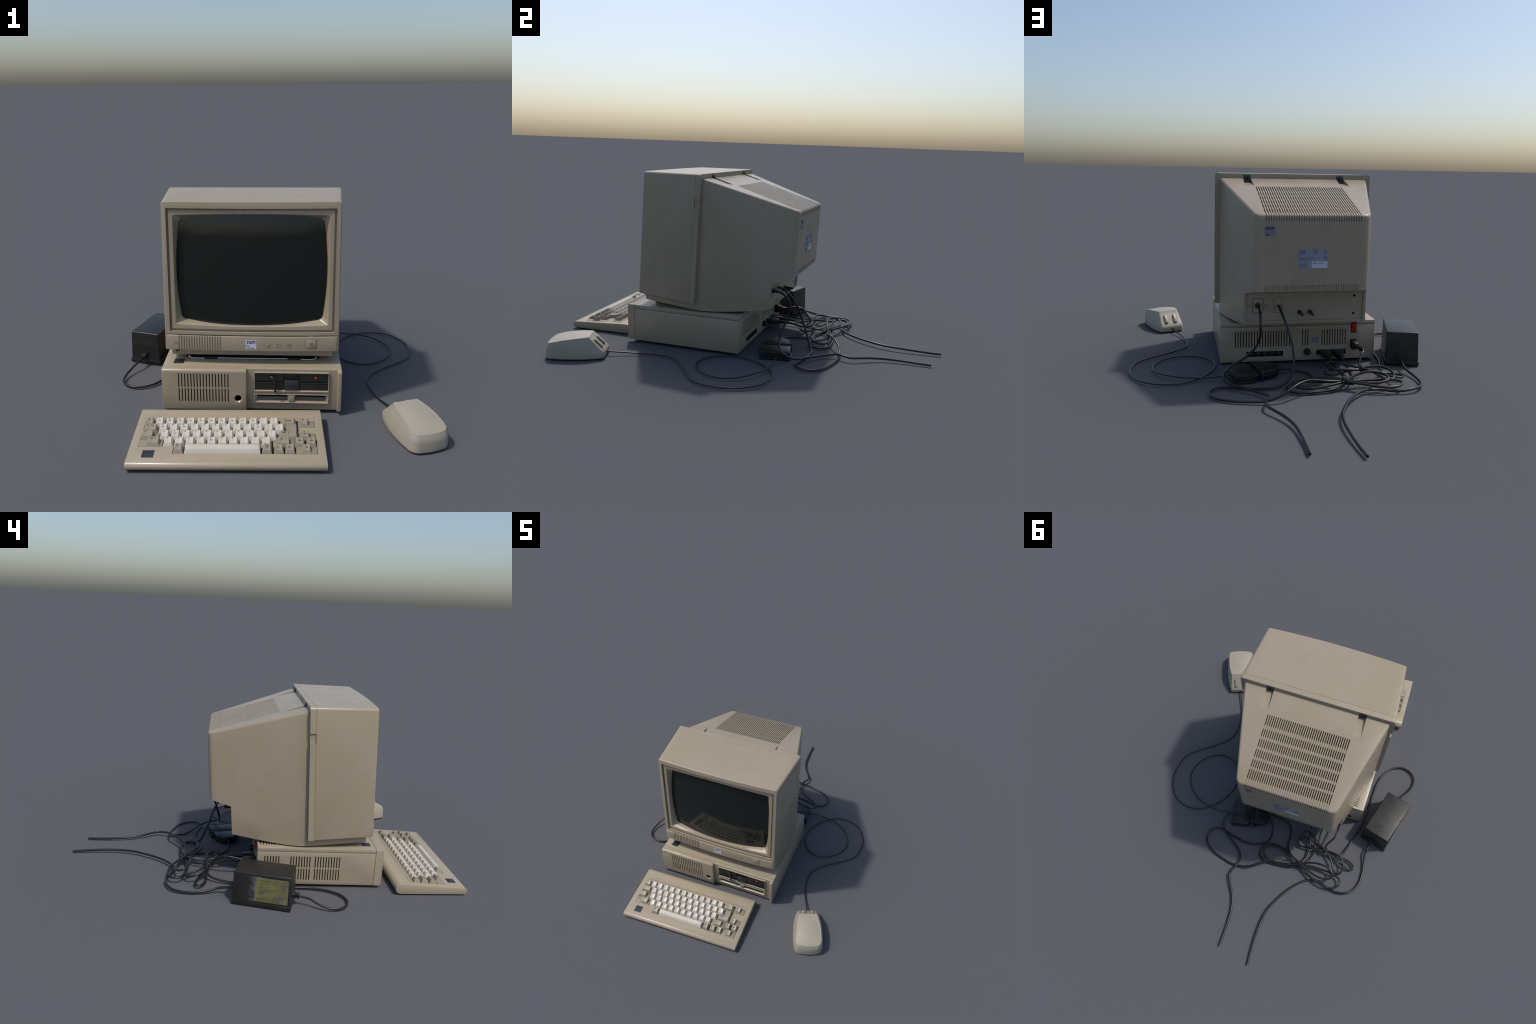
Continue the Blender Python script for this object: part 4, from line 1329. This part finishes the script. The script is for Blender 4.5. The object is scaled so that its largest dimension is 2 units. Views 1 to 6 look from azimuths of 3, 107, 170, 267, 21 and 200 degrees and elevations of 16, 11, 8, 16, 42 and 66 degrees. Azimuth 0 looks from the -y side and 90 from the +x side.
# cable sockets (front with ribbed strain relief, rear with a hood)
fs = Vector((0.0010, -bl_ + 0.004, 0.048))
ribs = [cyl_mesh(fs, fs + Vector((0, -0.034, -0.004)), 0.0095, 0.0085, 18)]
for k in range(4):
    p = fs + Vector((0, -0.010 - k * 0.0065, -0.001 - k * 0.0008))
    ribs.append(box_mesh(p.x - 0.0125, p.x + 0.0125, p.y - 0.002, p.y + 0.002, p.z - 0.0125, p.z + 0.0125, 0.003, 2))
obj("strain_relief", join(ribs), brick, mats=M_BLACK)
obj("cable_socket", join([box_mesh(0.000, 0.026, bl_ - 0.010, bl_ + 0.006, 0.030, 0.056, 0.003, 2),
                          box_mesh(0.0035, 0.0225, bl_ + 0.004, bl_ + 0.020, 0.026, 0.044, 0.004, 2)]), brick, mats=M_BLACK)

# ====================================================================== CABLES
RC = 0.0057
# monitor mains lead, free end
A = [(0.1392, 0.150, 0.3138), (0.139, 0.182, 0.3120), (0.137, 0.209, 0.302), (0.138, 0.237, 0.277), (0.138, 0.249, 0.248), (0.138, 0.242, 0.203), (0.145, 0.231, 0.168), (0.159, 0.226, 0.141),
     (0.179, 0.221, 0.117), (0.212, 0.221, 0.090), (0.261, 0.231, 0.067), (0.288, 0.252, 0.051), (0.299, 0.279, 0.040), (0.299, 0.308, 0.031), (0.276, 0.340, 0.023),
     (0.238, 0.365, 0.0205), (0.192, 0.395, 0.014), (0.153, 0.429, 0.012), (0.134, 0.470, 0.017), (0.137, 0.507, 0.0245), (0.152, 0.541, 0.0235), (0.157, 0.576, 0.021),
     (0.144, 0.605, 0.020), (0.116, 0.650, 0.017), (0.092, 0.701, 0.014), (0.078, 0.756, 0.012), (0.073, 0.817, 0.010), (0.071, 0.895, 0.008), (0.072, 0.9560, 0.0078)]
obj("mains_lead", tube_mesh(A, RC), mon, True, M_CABLE, 60)

# video lead: monitor -> big loop -> tied bundle -> plug at the computer
T2 = Vector((-0.199, 0.390, 0.036))
B1 = [(0.046, 0.145, 0.312), (0.044, 0.165, 0.309), (0.038, 0.201, 0.287), (0.029, 0.227, 0.261), (0.019, 0.245, 0.233), (0.009, 0.262, 0.195), (0.000, 0.274, 0.155),
      (-0.003, 0.293, 0.108), (0.001, 0.306, 0.074), (0.013, 0.320, 0.041), (0.033, 0.335, 0.022), (0.065, 0.350, 0.011), (0.090, 0.360, 0.008), (0.141, 0.363, 0.0062),
      (0.196, 0.355, 0.0060), (0.247, 0.343, 0.0060), (0.292, 0.332, 0.0075), (0.331, 0.336, 0.0085), (0.359, 0.367, 0.0085), (0.364, 0.407, 0.007), (0.345, 0.441, 0.0065),
      (0.300, 0.473, 0.0065), (0.240, 0.493, 0.0065), (0.177, 0.507, 0.0085), (0.137, 0.5075, 0.012), (0.095, 0.503, 0.025), (0.060, 0.492, 0.040), (0.020, 0.466, 0.054),
      (-0.031, 0.430, 0.058), (-0.069, 0.410, 0.052), (-0.114, 0.398, 0.042), (-0.164, 0.391, 0.036), (-0.205, 0.386, 0.036),
      # right upper loop
      (-0.260, 0.366, 0.050), (-0.312, 0.360, 0.060), (-0.362, 0.366, 0.058), (-0.392, 0.388, 0.050), (-0.388, 0.414, 0.042), (-0.350, 0.428, 0.036), (-0.300, 0.424, 0.034), (-0.246, 0.405, 0.036),
      (-0.200, 0.386, 0.040),
      # left inner loop
      (-0.150, 0.366, 0.036), (-0.110, 0.346, 0.034), (-0.068, 0.333, 0.032), (-0.022, 0.339, 0.031), (0.008, 0.356, 0.029), (0.018, 0.383, 0.026), (0.004, 0.406, 0.023),
      (-0.028, 0.420, 0.021), (-0.090, 0.420, 0.022), (-0.150, 0.408, 0.028), (-0.200, 0.393, 0.031),
      # right lower loop
      (-0.255, 0.382, 0.031), (-0.321, 0.379, 0.030), (-0.395, 0.383, 0.030), (-0.440, 0.402, 0.030), (-0.445, 0.430, 0.030), (-0.425, 0.455, 0.028), (-0.390, 0.466, 0.028), (-0.345, 0.463, 0.030),
      (-0.290, 0.443, 0.033), (-0.240, 0.415, 0.034), (-0.202, 0.392, 0.034), (-0.196, 0.380, 0.030),
      # on to computer
      (-0.213, 0.362, 0.026), (-0.228, 0.320, 0.024), (-0.222, 0.269, 0.028), (-0.206, 0.210, 0.040), (-0.200, 0.170, 0.048), (-0.203, 0.150, 0.0485)]
obj("video_lead", tube_mesh(B1, 0.0055), mon, True, M_CABLE, 60)
# adapter lead: hood -> bundle -> second plug
C1 = [tuple(MA @ Vector((0.240, -0.078, 0.022))), (-0.004, 0.165, 0.018), (-0.035, 0.166, 0.010), (-0.068, 0.180, 0.0055), (-0.090, 0.208, 0.0048), (-0.098, 0.246, 0.0048), (-0.100, 0.293, 0.006),
      (-0.112, 0.326, 0.010), (-0.140, 0.352, 0.018), (-0.187, 0.380, 0.026),
      (-0.240, 0.398, 0.022), (-0.205, 0.396, 0.024), (-0.150, 0.420, 0.012), (-0.095, 0.430, 0.0085), (-0.029, 0.434, 0.0075), (0.012, 0.427, 0.0075), (0.037, 0.403, 0.0075), (0.038, 0.364, 0.0075), (0.015, 0.332, 0.0085),
      (-0.023, 0.320, 0.010), (-0.080, 0.327, 0.014), (-0.140, 0.354, 0.021), (-0.190, 0.382, 0.028), (-0.222, 0.378, 0.028), (-0.244, 0.350, 0.024), (-0.258, 0.310, 0.022), (-0.262, 0.266, 0.024),
      (-0.262, 0.215, 0.036), (-0.259, 0.180, 0.046), (-0.262, 0.150, 0.0485)]
obj("adapter_lead", tube_mesh(C1, 0.0046), mouse, True, M_CABLE, 60)
# two moulded connector hoods at the computer's rear
for x in (-0.2075, -0.2665):
    hm_ = prism_mesh([(x - 0.026, 0.018), (x + 0.026, 0.018), (x + 0.026, 0.055), (x + 0.017, 0.090), (x + 0.009, 0.098), (x - 0.006, 0.098), (x - 0.016, 0.090), (x - 0.026, 0.055)],
                     "z", 0.0340, 0.0620, 0.003, 2)
    sr = cyl_mesh((x + 0.002, 0.096, 0.048), (x + 0.005, 0.152, 0.0485), 0.0105, 0.0078, 18)
    plug = obj("connector_plug", join([hm_, sr]), pc, True, M_BLACK)

# power lead: brick front -> loop -> past the computer -> tied bundle -> plug
T1 = Vector((-0.315, 0.268, 0.042))
fw = THINGS["power_supply"] @ (fs + Vector((0, -0.030, -0.0035)))
D = [tuple(fw), (-0.652, -0.205, 0.040), (-0.672, -0.240, 0.027), (-0.690, -0.296, 0.013), (-0.686, -0.342, 0.010), (-0.652, -0.378, 0.009), (-0.597, -0.388, 0.008), (-0.546, -0.364, 0.008),
     (-0.508, -0.311, 0.008), (-0.487, -0.245, 0.008), (-0.482, -0.182, 0.008), (-0.481, -0.107, 0.008), (-0.478, -0.039, 0.008), (-0.468, 0.060, 0.008), (-0.446, 0.142, 0.009), (-0.430, 0.204, 0.014),
     (-0.412, 0.252, 0.022), (-0.380, 0.272, 0.030), (-0.330, 0.270, 0.040),
     # left lower ring
     (-0.290, 0.264, 0.038), (-0.243, 0.244, 0.034), (-0.203, 0.232, 0.032), (-0.172, 0.232, 0.030), (-0.152, 0.249, 0.028), (-0.151, 0.272, 0.027), (-0.168, 0.284, 0.027), (-0.200, 0.284, 0.030),
     (-0.260, 0.276, 0.038), (-0.312, 0.270, 0.044),
     # right upper loop
     (-0.362, 0.272, 0.052), (-0.402, 0.279, 0.053), (-0.428, 0.302, 0.048), (-0.440, 0.335, 0.040), (-0.432, 0.366, 0.032), (-0.415, 0.377, 0.028), (-0.393, 0.360, 0.027), (-0.368, 0.318, 0.034), (-0.342, 0.288, 0.042),
     (-0.312, 0.268, 0.046),
     # left upper ring
     (-0.272, 0.246, 0.050), (-0.240, 0.224, 0.054), (-0.203, 0.203, 0.055), (-0.177, 0.200, 0.053), (-0.164, 0.223, 0.050), (-0.169, 0.252, 0.048), (-0.195, 0.274, 0.047), (-0.245, 0.281, 0.045), (-0.305, 0.276, 0.040),
     # right low loop
     (-0.350, 0.272, 0.032), (-0.395, 0.275, 0.024), (-0.445, 0.276, 0.018), (-0.484, 0.292, 0.016), (-0.496, 0.309, 0.016), (-0.481, 0.326, 0.016), (-0.450, 0.322, 0.019), (-0.403, 0.304, 0.026), (-0.356, 0.282, 0.034),
     (-0.315, 0.266, 0.045), (-0.310, 0.250, 0.057), (-0.322, 0.228, 0.080), (-0.341, 0.203, 0.099), (-0.348, 0.168, 0.104), (-0.349, 0.139, 0.099), (-0.348, 0.108, 0.092), (-0.348, 0.085, 0.088)]
obj("power_lead", tube_mesh(D, 0.0054), brick, True, M_CABLE, 60)
pl = join([prism_mesh([(0.020, 0.0620), (0.050, 0.0610), (0.078, 0.072), (0.078, 0.101), (0.050, 0.1065), (0.020, 0.1050)], "x", -0.3590, -0.3355, 0.003, 2),
           cyl_mesh((-0.3475, 0.074, 0.0870), (-0.3478, 0.098, 0.0900), 0.0098, 0.0075, 16)])
obj("power_plug", pl, brick, True, M_BLACK)
# brick mains lead, free end
rw = THINGS["power_supply"] @ Vector((0.013, bl_ + 0.014, 0.035))
E = [tuple(rw), (-0.541, 0.180, 0.033), (-0.535, 0.213, 0.026), (-0.542, 0.252, 0.016), (-0.552, 0.315, 0.010), (-0.548, 0.385, 0.010), (-0.526, 0.433, 0.012), (-0.489, 0.461, 0.016), (-0.440, 0.471, 0.0125),
     (-0.392, 0.464, 0.010), (-0.353, 0.449, 0.012), (-0.315, 0.446, 0.014), (-0.277, 0.455, 0.016), (-0.249, 0.474, 0.018), (-0.212, 0.511, 0.018), (-0.176, 0.559, 0.018), (-0.144, 0.616, 0.018),
     (-0.115, 0.680, 0.018), (-0.102, 0.744, 0.017), (-0.098, 0.807, 0.016), (-0.099, 0.882, 0.013), (-0.104, 0.953, 0.010), (-0.1085, 0.9985, 0.0088)]
obj("mains_lead", tube_mesh(E, 0.0058), brick, True, M_CABLE, 60)

# cable ties: flat loops around bundles
def tie(c, axis, ru, rw, width, parent):
    axis = Vector(axis).normalized()
    up = Vector((0, 0, 1))
    sd = axis.cross(up).normalized()
    pts = []
    v, fc = [], []
    n = 20
    for s in (-1, 1):
        for k in range(n):
            a = 2 * math.pi * k / n
            for q in (1.0, 1.16):
                v.append(c + axis * (s * width / 2) + sd * (math.cos(a) * ru * q) + up * (math.sin(a) * rw * q))
    for k in range(n):
        k2 = (k + 1) % n
        a0, a1, b0, b1 = 2 * k, 2 * k + 1, 2 * k2, 2 * k2 + 1
        m = 2 * n
        fc += [(a1, b1, m + b1, m + a1), (a0, m + a0, m + b0, b0), (a0, b0, b1, a1), (m + a0, m + a1, m + b1, m + b0)]
    me = recalc(mesh_from(v, fc))
    p = c - sd * ru * 1.1 - up * rw * 0.3
    tail = tube_mesh([p, p - sd * 0.010 - up * 0.004, p - sd * 0.018 - up * 0.010], 0.0016, 6)
    obj("cable_tie", join([me, tail]), parent, True, M_BLACK, 50)
tie(Vector((-0.201, 0.389, 0.034)), (1, -0.15, 0), 0.0155, 0.0205, 0.008, mon)
tie(Vector((-0.314, 0.269, 0.042)), (1, -0.25, 0), 0.0150, 0.0185, 0.008, brick)
